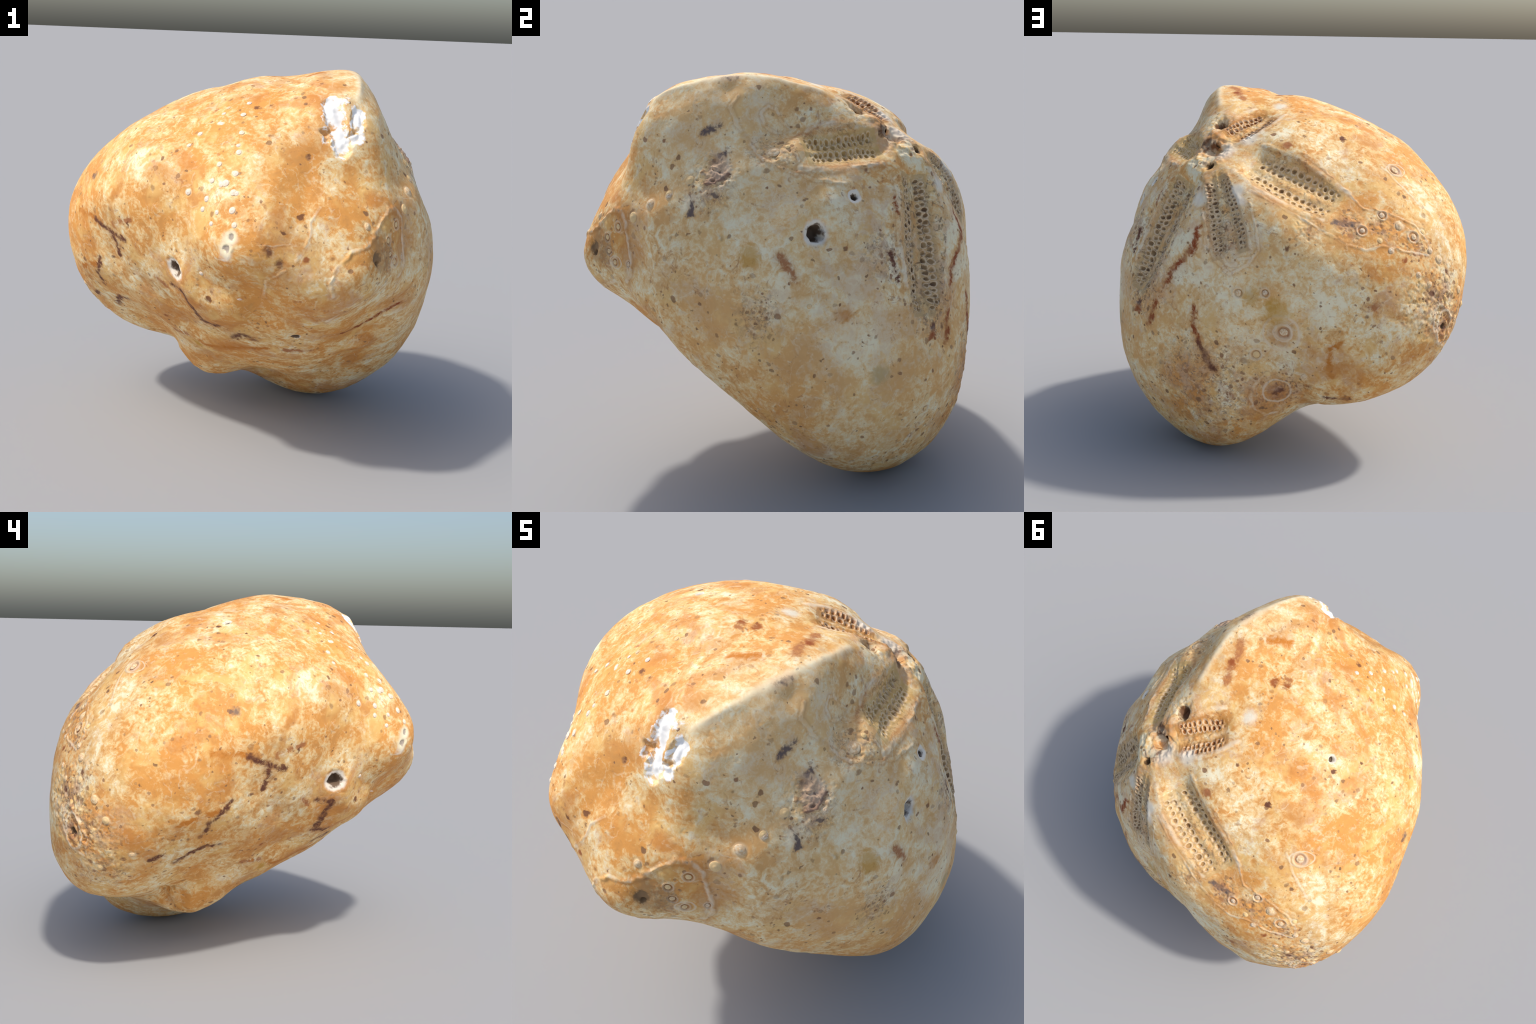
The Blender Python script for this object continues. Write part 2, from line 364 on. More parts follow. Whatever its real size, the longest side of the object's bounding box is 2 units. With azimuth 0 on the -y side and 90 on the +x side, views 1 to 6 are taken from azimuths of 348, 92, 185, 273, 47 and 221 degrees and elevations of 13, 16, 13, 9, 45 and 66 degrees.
TUBERCLES = [
    ("ring", 2.4, (19.4, 95.4, 100.3)),
    ("ring", 2.2, (5.5, 97.2, 101.3)),
    ("bump", 1.3, (17.2, 95.9, 91.1)),
    ("bump", 1.3, (12.8, 94.2, 79.5)),
    ("ring", 3.7, (-4.1, 95.4, 80.6)),
    ("ring", 2.8, (10.4, 91.6, 66.9)),
    ("bump", 1.5, (4.4, 91.0, 55.9)),
    ("bump", 2.0, (-14.4, 92.6, 56.0)),
    ("ring", 2.4, (-41.8, 84.7, 132.4)),
    ("ring", 2.2, (-51.8, 76.0, 138.9)),
    ("bump", 2.4, (-60.8, 75.8, 133.8)),
    ("ring", 2.8, (-68.0, 75.6, 128.2)),
    ("bump", 1.3, (-51.0, 84.8, 127.7)),
    ("bump", 1.5, (-56.9, 85.3, 122.8)),
    ("bump", 1.5, (-76.9, 73.6, 120.9)),
    ("bump", 1.9, (-82.1, 71.4, 115.9)),
    ("bump", 1.5, (-71.2, 83.0, 110.1)),
    ("bump", 1.5, (-77.2, 80.1, 104.9)),
    ("bump", 1.3, (-72.8, 70.4, 130.0)),
    ("ring", 2.2, (51.7, -74.8, 129.5)),
    ("ring", 2.0, (46.3, -81.2, 123.0)),
    ("bump", 2.6, (62.9, -57.3, 142.6)),
    ("bump", 2.4, (58.2, -66.1, 135.2)),
    ("bump", 1.7, (66.3, -48.1, 147.6)),
    ("ring", 1.9, (51.4, -77.2, 112.1)),
    ("ring", 1.5, (57.4, -70.0, 112.6)),
    ("bump", 1.7, (33.7, -86.2, 130.9)),
    ("ring", 1.9, (47.8, -80.8, 116.7)),
    ("bump", 2.6, (66.9, -0.8, 165.5)),
    ("bump", 1.5, (66.3, -6.6, 165.3)),
    ("bump", 1.3, (65.6, 5.7, 166.8)),
    ("bump", 1.9, (67.4, -38.2, 153.9)),
    ("bump", 1.5, (75.3, -23.9, 151.8)),
    ("bump", 1.7, (66.6, -48.1, 147.1)),
    ("ring", 3.2, (-57.6, 50.7, 158.6)),
    ("bump", 1.9, (-81.7, 71.6, 116.2)),
    ("bump", 1.7, (-86.3, 71.1, 105.9)),
    ("bump", 1.9, (-93.6, 62.4, 98.0)),
    ("bump", 2.0, (-95.6, 56.6, 88.4)),
    ("bump", 1.7, (-86.0, 61.9, 63.2)),
    ("bump", 1.7, (-89.9, 45.3, 70.9)),
    ("bump", 1.1, (-20.8, -58.0, 169.8)),
    ("bump", 1.5, (-23.2, -67.0, 161.5)),
    ("bump", 1.5, (-26.0, -73.9, 152.9)),
    ("bump", 1.7, (-30.4, -74.4, 148.3)),
    ("bump", 1.1, (-35.5, -68.8, 148.7)),
    ("bump", 1.5, (-27.4, -79.4, 145.0)),
    ("bump", 1.5, (-28.4, -83.7, 137.7)),
    ("bump", 1.1, (-34.8, -78.3, 135.9)),
    ("bump", 1.3, (-38.3, -71.1, 140.5)),
    ("bump", 1.1, (-37.1, -77.7, 130.5)),
    ("bump", 1.1, (-18.5, -48.3, 176.9)),
    ("bump", 1.1, (-28.5, -48.0, 172.8)),
    ("bump", 1.5, (-45.5, -62.2, 142.3)),
    ("bump", 1.1, (-40.0, -71.0, 136.0)),
    ("bump", 1.3, (-27.9, -87.3, 131.7)),
    ("bump", 1.1, (-11.8, -27.5, 187.8)),
    ("bump", 1.1, (-24.1, -39.1, 179.4)),
    ("bump", 1.1, (-39.0, -64.6, 103.9)),
    ("bump", 1.5, (-20.9, -69.4, 93.9)),
    ("bump", 1.1, (-20.8, -58.5, 169.4)),
    ("bump", 1.1, (-18.1, -48.1, 177.2)),
    ("bump", 1.1, (-23.0, -63.8, 164.3)),
    ("bump", 1.1, (-29.5, -47.1, 172.7)),
    ("bump", 1.1, (-26.8, -42.0, 176.7)),
    ("bump", 1.3, (-38.5, -46.1, 167.4)),
    ("bump", 1.1, (-14.5, -40.9, 182.0)),
    ("bump", 1.1, (-44.1, -48.7, 162.3)),
    ("bump", 1.1, (-26.1, -80.5, 144.7)),
    ("bump", 1.3, (-32.1, -73.1, 147.9)),
    ("bump", 1.1, (-35.9, -68.6, 148.5)),
    ("bump", 1.3, (-32.1, -66.1, 155.8)),
    ("bump", 1.1, (-45.2, -62.4, 142.4)),
    ("bump", 1.1, (-26.5, -73.3, 153.1)),
    ("ring", 1.7, (80.9, 66.1, 47.9)),
    ("ring", 1.5, (79.4, 62.7, 39.0)),
    ("ring", 1.5, (79.2, 59.0, 34.0)),
    ("bump", 1.5, (82.2, 66.6, 54.1)),
    ("bump", 1.7, (79.7, 68.7, 74.6)),
    ("ring", 1.7, (81.0, 43.0, 23.5)),
    ("ring", 1.3, (82.3, 32.3, 22.3)),
    ("bump", 1.1, (96.7, 13.5, 103.3)),
]
HOLES = [
    ("bore_big", 3.9, 8.5, (86.7, 17.4, 133.3)),
    ("bore_small", 1.7, 4.0, (75.4, 34.5, 146.7)),
    ("bore_left", 3.9, 6.5, (-50.4, -51.8, 102.7)),
    ("bore_low", 1.9, 3.0, (9.0, -61.8, 71.0)),
    ("bore_top", 1.5, 3.0, (-38.2, 6.0, 181.5)),
    ("apical_pit", 4.3, 7.0, (37.3, 39.0, 180.9)),
    ("apical_disc", 5.2, 8.0, (39.0, 55.9, 168.7)),
    ("madreporite", 2.4, 4.5, (38.9, 66.5, 161.0)),
    ("keel_a", 2.0, 0.8, (-31.5, -86.6, 120.9)),
    ("keel_b", 1.7, 0.7, (-29.5, -88.0, 126.4)),
    ("peri", 3.7, 1.4, (38.7, -89.7, 116.5)),
    ("front_pit", 2.2, 2.0, (-85.9, 74.8, 81.0)),
    ("mouth", 4.8, 6.0, (-39.0, 35.7, 39.3)),
    ("vent", 1.7, 1.6, (39.5, -89.6, 113.6)),
]

LABRUM = np.array([-18.5, 20.0, 27.0])
CHALK = np.array([25.3, -66.5, 174.3])
# the broken area, as branches: half width and line
CHALK_BRANCHES = [
    (4.2, [(21.5, -58.9, 183.5), (22.3, -65.5, 175.6)]),
    (3.6, [(22.3, -65.5, 175.6), (24.8, -70.5, 164.0)]),
    (2.7, [(34.2, -61.7, 180.1), (33.0, -66.3, 173.6)]),
    (2.0, [(17.8, -66.8, 172.2), (17.9, -68.4, 169.0)]),
    (2.6, [(25.7, -69.5, 167.3), (32.7, -68.0, 169.9)]),
    (1.2, [(24.9, -58.6, 184.3), (29.2, -57.8, 185.1)]),
]
# height, width and line of each broken ridge (or, minus, hollow) in the scar
CHALK_RELIEF = [
    (2.2, 1.9, [(20.6, -58.3, 183.8), (21.8, -64.0, 177.8), (23.5, -67.6, 172.0), (24.1, -69.3, 167.6)]),
    (-2.0, 1.8, [(18.1, -67.4, 171.1), (17.5, -68.4, 169.0)]),
    (-2.2, 1.5, [(29.9, -60.0, 183.0), (29.1, -64.2, 177.9)]),
    (1.3, 2.0, [(34.9, -59.5, 182.3), (34.0, -65.3, 175.1)]),
    (1.2, 1.2, [(23.6, -69.9, 165.8), (28.1, -68.8, 169.2), (32.3, -67.8, 170.7)]),
    (-1.2, 0.8, [(24.9, -68.8, 169.1), (29.9, -67.5, 172.1), (33.8, -66.7, 172.5)]),
    (0.9, 1.2, [(16.6, -69.6, 166.0), (20.0, -70.3, 164.3)]),
    (-1.0, 0.8, [(15.5, -60.1, 180.3), (18.4, -65.4, 174.8), (20.8, -67.5, 171.6)]),
]

PERIPROCT = np.array([41.0, -86.0, 117.5])
CRUST = np.array([70.6, -26.8, 158.9])
APICAL = np.array([39.8, 56.0, 166.5])

# Petals: for each, the pore band on one side, the pore band on the other (both from
# the apex outward), the outer edges, groove depth, pore pitch, row gap, pore size
# along and across, and how far the pore colour is lost under dirt.
PETALS = [
    dict(name="long anterior petal, sunlit", groove=(0.68, 0.45, 0.19), pore=(0.22, 0.115, 0.045), a=[(22.0, 70.0, 160.0), (9.3, 74.8, 153.5), (-5.0, 78.3, 146.5), (-14.0, 80.1, 143.0), (-24.0, 81.5, 139.5)],
         b=[(8.0, 66.3, 162.0), (-4.5, 68.2, 157.3), (-16.2, 70.5, 152.7), (-24.0, 72.7, 147.9), (-29.0, 73.8, 146.0)],
         ea=[(25.0, 72.0, 159.0), (15.2, 80.4, 152.5), (5.7, 82.6, 148.4), (-11.8, 86.0, 140.2), (-22.0, 86.5, 137.5)],
         eb=[(11.6, 59.0, 172.5), (-9.4, 64.5, 164.0), (-22.4, 68.6, 156.6), (-34.3, 71.4, 148.9)],
         depth=2.9, floor=0.35, wall=0.55, pitch=3.75, gap=4.4, along=1.35, across=1.4, rough=0.4, tone=0.9),
    dict(name="short front petal", groove=(0.54, 0.37, 0.19), pore=(0.18, 0.10, 0.05), a=[(38.0, 71.0, 154.0), (35.7, 80.9, 143.7), (33.5, 86.0, 134.8), (31.7, 89.3, 124.3)],
         b=[(29.6, 73.3, 155.9), (24.6, 84.7, 144.7), (21.2, 89.7, 135.9), (17.5, 93.2, 123.7)],
         ea=[(40.0, 70.0, 154.0), (39.5, 80.0, 143.7), (38.0, 85.0, 134.8), (36.5, 88.5, 122.0)],
         eb=[(27.0, 73.3, 156.9), (20.5, 85.5, 145.7), (16.5, 91.0, 136.9), (13.5, 94.0, 123.7)],
         depth=2.0, floor=0.5, wall=0.6, pitch=2.5, gap=2.8, along=0.95, across=1.05, rough=1.0, tone=0.8),
    dict(name="long anterior petal, shaded", groove=(0.56, 0.37, 0.17), pore=(0.15, 0.08, 0.04), a=[(55.0, 58.0, 149.0), (59.5, 59.0, 137.6), (66.0, 59.0, 125.0), (72.0, 59.5, 113.0), (77.5, 61.5, 101.0), (80.0, 63.5, 94.0)],
         b=[(47.0, 65.5, 153.0), (51.5, 67.5, 144.0), (56.5, 67.8, 133.0), (60.0, 68.6, 125.0), (66.0, 69.5, 110.0), (70.0, 70.0, 99.0), (72.8, 70.5, 92.5)],
         ea=[(61.0, 53.4, 151.0), (66.9, 54.1, 141.6), (76.0, 54.9, 120.6), (81.0, 57.0, 107.0)],
         eb=[(40.4, 70.6, 153.7), (45.3, 76.1, 142.4), (51.8, 76.3, 125.1), (62.8, 74.3, 103.2)],
         depth=5.2, floor=0.1, wall=0.75, pitch=3.1, gap=3.3, along=1.2, across=1.35, rough=0.6, tone=0.85),
    dict(name="rear petal, shaded", groove=(0.64, 0.42, 0.15), pore=(0.30, 0.15, 0.045), a=[(46.0, 46.0, 168.5), (54.0, 35.0, 168.5), (58.5, 24.0, 168.0), (61.2, 13.0, 168.3)],
         b=[(52.0, 46.0, 161.0), (54.9, 39.6, 161.6), (58.6, 31.3, 162.2), (64.0, 21.4, 161.9), (66.5, 15.0, 162.4)],
         ea=[(43.0, 43.0, 172.5), (52.0, 25.0, 175.5), (60.5, 9.0, 171.0)],
         eb=[(59.1, 47.7, 157.9), (68.9, 26.9, 157.0), (73.0, 11.0, 159.0)],
         depth=3.1, floor=0.4, wall=0.75, pitch=3.0, gap=3.0, along=1.05, across=1.35, rough=0.4, tone=0.6),
    dict(name="rear petal, sunlit", groove=(0.46, 0.20, 0.04), pore=(0.22, 0.065, 0.015), a=[(33.5, 47.0, 174.5), (32.0, 44.5, 175.3), (27.0, 39.5, 177.0), (21.0, 34.5, 179.3), (16.0, 30.0, 182.0)],
         b=[(24.5, 53.0, 172.5), (18.0, 47.5, 175.0), (13.0, 42.5, 178.0), (8.0, 36.0, 182.0)],
         ea=[(37.8, 46.8, 173.5), (32.0, 38.0, 180.0), (25.4, 29.0, 185.5), (20.0, 24.0, 187.5)],
         eb=[(25.3, 55.6, 172.1), (13.7, 50.5, 177.5), (8.9, 45.0, 180.5), (2.4, 32.6, 185.3)],
         depth=3.1, floor=0.4, wall=0.7, pitch=2.8, gap=3.1, along=1.05, across=1.3, rough=0.6, tone=1.0),
]

CREST = [(33.8, -60.0, 185.5), (35.5, -55.1, 187.7), (37.1, -50.7, 189.0), (38.5, -45.7, 191.0), (40.2, -40.3, 192.9), (41.8, -35.2, 194.9), (43.3, -30.2, 196.8),
         (45.8, -19.1, 197.3), (45.2, -8.4, 197.3), (43.7, 1.8, 195.2), (42.9, 7.5, 193.4), (42.0, 12.9, 191.8), (40.6, 20.4, 189.3), (41.0, 30.0, 183.5)]

# Broad swellings and hollows: centre, radius, height along the normal (minus = hollow), push direction or None
SWELLINGS = [
    ((-13.0, 84.0, 40.0), 8, -1.8, None), ((46.5, -15.0, 197.5), 9, -0.8, None), ((-20.0, -62.0, 82.0), 9, 1.5, None), ((50.0, -40.0, 61.0), 10, 1.5, None), ((64.0, 78.0, 92.0), 8, 1.2, None), ((-44.0, -28.0, 171.0), 9, 0.7, None),
    ((81.6, -11.3, 138.0), 9, 1.4, None),
    ((52.6, 12.6, 175.1), 8, 1.2, None),
    ((73.8, -51.2, 135.0), 9, -1.4, None),
    ((71.5, -57.9, 96.4), 8, -0.8, None),
    ((83.5, 19.6, 131.8), 8, -1.0, None),
    ((82.5, -31.6, 74.6), 7, 0.6, None),
    ((83.3, 32.2, 135.2), 8, -0.8, None),
    ((70.5, 12.6, 162.8), 6, -0.8, None),
    ((48.9, 85.0, 101.8), 11, 1.6, None),
    ((63.4, 80.0, 76.9), 10, 1.6, None),
    ((-30.9, 97.3, 83.3), 10, 0.9, None),
    ((-53.7, 92.0, 62.0), 11, 0.6, None),
    ((-38.4, 54.1, 163.7), 8, 0.7, None),
    ((13.9, 95.2, 106.9), 8, -1.4, None),
    ((-5.4, 92.6, 65.3), 9, -1.6, None),
    ((-11.0, 89.4, 48.7), 8, -2.4, None),
    ((22.0, 91.9, 53.8), 7, 1.3, None),
    ((68.0, 61.9, 21.4), 12, 0.8, None),
    ((-21.7, 96.7, 81.0), 8, 0.8, None),
    ((-38.8, 95.2, 63.5), 8, 0.8, None),
    ((-13.0, 80.8, 36.0), 7, -1.2, None),
    ((62.3, 77.1, 96.9), 7, 1.6, None),
    ((-41.8, -29.2, 171.5), 10, 1.3, None),
    ((-22.4, -67.1, 90.5), 11, 3.0, None),
    ((0.4, -64.8, 77.1), 10, 2.1, None),
    ((49.6, -40.7, 61.5), 11, 2.2, None),
    ((18.7, -65.8, 167.5), 9, -1.1, None),
    ((50.2, -54.0, 173.1), 9, -0.6, None),
    ((73.5, -22.0, 159.0), 7, -0.9, None), ((51.0, -21.0, 192.0), 7, -1.7, None), ((32.0, -24.0, 197.5), 9, -1.6, None),
    ((50.0, 89.5, 69.0), 12, -1.2, None), ((62.0, 76.0, 107.0), 7, 1.2, None), ((3.0, 86.0, 145.0), 7, 0.8, None),
    ((-18.0, 74.0, 32.5), 10, -1.9, None), ((22.0, -66.0, 175.5), 7, -1.6, None), ((0.0, 94.0, 52.0), 12, -1.0, None),
    ((24.0, -69.5, 168.0), 6, -1.2, None), ((-22.0, 25.5, 26.0), 6, 1.3, None), ((-27.0, 44.0, 33.0), 7, -1.8, None),
    ((54.0, 79.5, 122.0), 8, 0.3, None), ((-45.0, 95.0, 65.5), 12, -1.2, None), ((61.0, -12.0, 170.5), 8, 1.4, None), ((79.0, 22.5, 145.0), 9, 1.4, None), ((28.0, -36.0, 196.0), 8, -1.1, None), ((61.0, 9.0, 169.3), 9, 2.2, None), ((83.0, 12.0, 140.0), 10, 0.9, None), ((28.0, -58.5, 185.0), 5, 1.4, None),
]


class Petal:
    """Flat frame of a petal: s runs outward from the apex, t across it."""

    def __init__(self, spec):
        self.spec = spec
        a, b = np.array(spec["a"]), np.array(spec["b"])
        self.origin = (a[0] + b[0]) / 2
        self.S = unit((a[-1] + b[-1]) / 2 - self.origin)
        mid = (a.mean(0) + b.mean(0)) / 2
        T = b.mean(0) - a.mean(0)
        self.T = unit(T - self.S * (T @ self.S))
        self.N = np.cross(self.S, self.T)
        if self.N @ (mid - CENTRE) < 0:
            self.N = -self.N
        self.mid = mid
        self.fit = {}
        for key, deg in (("a", 2), ("b", 2), ("ea", 2), ("eb", 2)):
            s, t, _ = self.to_frame(np.array(spec[key]))
            self.fit[key] = np.polyfit(s, t, deg)
        sa, _, _ = self.to_frame(a)
        sb, _, _ = self.to_frame(b)
        self.s0, self.s1 = min(sa[0], sb[0]), max(sa[-1], sb[-1]) + 1.0

    def to_frame(self, p):
        q = p - self.origin
        return q @ self.S, q @ self.T, q @ self.N

    def at(self, key, s):
        return np.polyval(self.fit[key], s)

    def band(self, s, t, key, wobble):
        """Pore mask (0..1) of one band of two pore rows, and the ribs between pores, as in the material."""
        sp = self.spec
        y = t - self.at(key, s) + 0.3 * np.sin(s * 0.45 + (1.0 if key == "a" else 2.6))
        row = np.sign(y)
        x = ((s + 0.55 * np.sin(s * 0.31 + 1.7 * row)) / sp["pitch"] + 0.22 * row) % 1 - 0.5
        taper = 0.72 + 0.28 * np.clip(4 * (s / self.s1) * (1 - s / self.s1), 0, 1)
        d = np.hypot(x * sp["pitch"] / sp["along"], (np.abs(y) - sp["gap"] * taper / 2) / sp["across"]) / taper
        rib = smooth(np.abs(x), 0.32, 0.5) * (1 - smooth(np.abs(np.abs(y) - sp["gap"] / 2), sp["across"], sp["across"] * 1.6))
        return 1 - smooth(d + wobble, 0.5, 1.05), rib


petals = [Petal(spec) for spec in PETALS]

for spec in PETALS:
    RIDGES.append(("petal rim", 1.2, 0.8, spec["ea"]))
    RIDGES.append(("petal rim", 1.2, 0.8, spec["eb"]))

# -------------------------------------------------------------- build the skin
dirs, faces = icosphere(DETAIL)
base = CENTRE + dirs * loft_radius(dirs)[:, None]
normal = vertex_normals(base, faces)
for centre, radius, height, push in SWELLINGS:
    d = np.linalg.norm(base - np.array(centre), axis=1)
    w = np.exp(-(d / radius) ** 2 * 1.5) * height
    base = base + w[:, None] * (normal if push is None else unit(push))
if SWELLINGS:
    normal = vertex_normals(base, faces)
SCARS, OVALS = [], []
for name, width, height, c, rx, ry in RINGS:            # closed scars, laid out in the tangent plane
    n = normal[((base - np.array(c)) ** 2).sum(1).argmin()]
    e = unit(np.cross((0, 0, 1), n))
    up = np.cross(n, e)
    turn = [2 * math.pi * i / 12 for i in range(13)]
    loop = [np.array(c) + e * rx * math.cos(a) * (1 + 0.1 * math.sin(3 * a + rx)) + up * ry * math.sin(a) for a in turn]
    loop = np.array(loop)
    d = loop - CENTRE
    d /= np.linalg.norm(d, axis=1)[:, None]
    SCARS.append((name, width, height, [tuple(q) for q in CENTRE + d * loft_radius(d)[:, None]]))
    OVALS.append((width, c, e / (rx * CM), up / (ry * CM), (rx + ry) / 2))
P = base.copy()
lift = np.zeros(len(P))
region = np.zeros(len(base), int)          # vertex votes, see REGIONS
region_kind = ["test"]


by_x = np.argsort(base[:, 0])
sorted_x = base[by_x, 0]


def near(c, r):
    """Vertices of the loft within r of c."""
    i, j = np.searchsorted(sorted_x, (c[0] - r, c[0] + r))
    k = by_x[i:j]
    return np.sort(k[((base[k] - np.array(c)) ** 2).sum(1) < r * r])


# petal grooves with their pores
for k, pt in enumerate(petals):
    sp = pt.spec
    idx = near(pt.mid, 62)
    s, t, h = pt.to_frame(base[idx])
    keep = (h > -22) & (s > -8) & (s < pt.s1 + 14)
    idx, s, t = idx[keep], s[keep], t[keep]
    sc = np.clip(s, -2, pt.s1 + 4)
    ta, tb, ea, eb = (pt.at(q, sc) for q in ("a", "b", "ea", "eb"))
    warp = noise(base[idx], 0.25, 3) * 0.8
    u = (t + warp - (ea + eb) / 2) / np.maximum((eb - ea) / 2, 3.0)      # -1..1 across the groove
    ends = smooth(s, -9, 4) * (1 - smooth(s, pt.s1 - 9, pt.s1 + 6))
    cut = smooth(1 - np.abs(u), 0.0, sp["wall"] + 0.1) * (1 - sp["floor"] * 0.0) * ends
    lift[idx] -= sp["depth"] * cut * (1 - (1 - sp["floor"]) * 0.25 * u * u)
    gate = smooth(s, 0, 3) * (1 - smooth(s, pt.s1 - 3, pt.s1))
    wob = noise(base[idx], 0.6, 5 + k) * sp["rough"] * 0.35
    (pa, ra), (pb, rb) = pt.band(s, t, "a", wob), pt.band(s, t, "b", wob)
    pores = np.maximum(pa, pb) * gate
    lift[idx] -= 0.9 * pores
    lift[idx] += 0.35 * np.maximum(ra, rb) * gate
    lift[idx] += 0.8 * np.exp(-(u / 0.16) ** 2) * ends * cut * (0 if sp["depth"] > 4 else 1)     # raised middle strip
    lift[idx] += (noise(base[idx], 0.9, 9) * 0.22 + noise(base[idx], 0.4, 10) * 0.25) * cut * (0.5 + sp["rough"])
    inside = (np.abs(u) < 1.0) & (s > -1) & (s < pt.s1 + 1)
    region_kind.append("petal")
    region[idx[inside]] = len(region_kind) - 1

# sharp crest of the rear keel, from the chalk scar to the apex
idx = near((41, -15, 193), 60)
d, along = line_distance(base[idx], CREST)
fade = smooth(along, 0, 6) * (1 - smooth(along, 84, 96))
d = np.maximum(d + 0.7 * noise(base[idx], 0.2, 33) - 0.1, 0)
lift[idx] += 2.0 * np.exp(-(np.sqrt(d * d + 0.5) - 0.7) / 3.4) * fade * (0.9 + 0.25 * noise(base[idx], 0.14, 34))


# soft folds below the keel end, and the lip beside the mouth
for _, width, height, line in FOLDS:
    idx = near(np.mean(line, 0), 3 * width + max(np.linalg.norm(np.array(q) - np.mean(line, 0)) for q in line))
    d, along = line_distance(base[idx], line)
    lift[idx] += height * np.exp(-(d / width) ** 2)

# raised pale lines (fascioles, plate edges, petal rims)
for _, width, height, line in RIDGES + SCARS:
    idx = near(np.mean(line, 0), 10 + max(np.linalg.norm(np.array(q) - np.mean(line, 0)) for q in line))
    q = base[idx] + np.stack([noise(base[idx], 0.35, 20 + x) for x in range(3)], 1) * 0.9
    d, along = line_distance(q, line)
    lift[idx] += height * (0.6 if height > 1.1 else 0.42) * np.exp(-(d / (width * 1.15)) ** 2) * np.clip(0.8 + 0.9 * noise(base[idx], 0.16, 31) + 0.3 * noise(base[idx], 0.6, 32), 0.1, 1.4)

# tubercles: a low boss, some in a sunken ring
for kind, r, c in TUBERCLES:
    idx = near(c, r * 2.6)
    d = np.linalg.norm(base[idx] - np.array(c), axis=1) / r
    if kind == "ring":
        lift[idx] += 0.45 * np.exp(-((d - 1.15) / 0.22) ** 2) - 0.5 * np.exp(-((d - 0.75) / 0.22) ** 2)
    else:
        lift[idx] -= 0.15 * np.exp(-((d - 1.2) / 0.3) ** 2)

# bores and pits
for name, r, depth, c in HOLES:
    idx = near(c, r * 3)
    wob = 1 + 0.12 * noise(base[idx], 1.2 / r, 41)
    d = np.linalg.norm(base[idx] - np.array(c), axis=1) / r * wob
    d = d + 0.22 * noise(base[idx], 0.55, 42)
    lift[idx] -= depth * (0.22 * (1 - smooth(d, 0.7, 2.0)) + 0.78 * (1 - smooth(d, 0.45, 1.1)))

# chalk scar at the keel end: a broken hollow with a standing ridge and loose facets
idx = near(CHALK, 30)
d = np.min([line_distance(base[idx], line)[0] - r for r, line in CHALK_BRANCHES], axis=0)
d += 1.6 * noise(base[idx], 0.2, 51) + 0.9 * noise(base[idx], 0.55, 54)
scar = 1 - smooth(d, -1.5, 1.2)
broken = -2.3 + 0.7 * np.abs(noise(base[idx], 0.2, 53)) + 0.18 * noise(base[idx], 0.7, 55)
for height, width, line in CHALK_RELIEF:
    e, _ = line_distance(base[idx], line)
    broken += height * np.exp(-(e / width) ** 2)
lift[idx] += scar * (broken * 0.7 - 0.5)
chalk_vertices = idx[d < 1.5]

# crust on the shaded flank, periproct floor, apical disc roughness
idx = near(CRUST, 16)
d = np.linalg.norm(base[idx] - CRUST, axis=1) + 2.0 * noise(base[idx], 0.2, 61)
w = 1 - smooth(d, 6, 10)
lift[idx] += w * (-0.3 + 0.9 * noise(base[idx], 0.35, 62) + 0.6 * noise(base[idx], 0.8, 63))
crust_vertices = idx[d < 9]
idx = near(APICAL, 20)
d = np.linalg.norm(base[idx] - APICAL, axis=1)
w = 1 - smooth(d, 9, 17)
lift[idx] += w * (0.7 * noise(base[idx], 0.3, 71) + 0.5 * noise(base[idx], 0.7, 72))
apical_vertices = idx[d < 9 + 2 * noise(base[idx], 0.3, 73)]

# slight unevenness everywhere, small pits where the surface is corroded
lift += 0.35 * noise(base, 0.09, 81) + 0.12 * noise(base, 0.3, 82)
corroded = np.zeros(len(base))
for r, strength, c in SPECKLED:
    idx = near(c, r * 1.6)
    corroded[idx] = np.maximum(corroded[idx], strength - strength * smooth(np.linalg.norm(base[idx] - np.array(c), axis=1), r * 0.5, r * 1.5))
pits = smooth(noise(base, 0.5, 83) * 0.75 + noise(base, 0.9, 84) * 0.45, 0.42, 0.75)
lift -= pits * (0.10 + 0.5 * corroded)
lift += corroded * (0.34 * noise(base, 0.35, 85) + 0.26 * noise(base, 0.8, 86))

P = base + normal * lift[:, None]
bottom = P[:, 2].min()
P[:, 2] -= bottom * (1 - smooth(P[:, 2], bottom, bottom + 40))
N = vertex_normals(P, faces)


# --------------------------------------------------------------------- regions
def claim(kind, vertices):
    region_kind.append(kind)
    region[vertices] = len(region_kind) - 1


# rest of the test: five fields between the petals above, the underside below
rest = np.nonzero(region == 0)[0]
dr = (base[rest] - CENTRE) / np.linalg.norm(base[rest] - CENTRE, axis=1)[:, None]
polar = np.degrees(np.arccos(np.clip(dr @ AXIS, -1, 1)))
azim = np.degrees(np.arctan2(dr @ SIDE, dr @ KEEL)) % 360
petal_az = sorted(math.degrees(math.atan2((pt.mid - CENTRE) @ SIDE, (pt.mid - CENTRE) @ KEEL)) % 360 for pt in petals)
azim += 1.5 * noise(base[rest], 0.1, 91)
field = np.searchsorted(petal_az, azim) % len(petal_az)
sector = ((azim + 22.5) % 360 / 45).astype(int)
for k in range(len(petal_az)):
    claim("interambulacrum", rest[(field == k) & (polar < 38)])
    claim("interambulacrum", rest[(field == k) & (polar >= 38) & (polar < 58)])
for k in range(8):
    claim("flank", rest[(sector == k) & (polar >= 58) & (polar < 75)])
    claim("flank", rest[(sector == k) & (polar >= 75) & (polar < 92)])
    claim("oral_field", rest[(sector == k) & (polar >= 92) & (polar < 135)])
claim("plastron", rest[polar >= 135])
claim("apical_disc", apical_vertices)
claim("chalk_scar", chalk_vertices)
claim("crust", crust_vertices)
idx = near(PERIPROCT, 14)
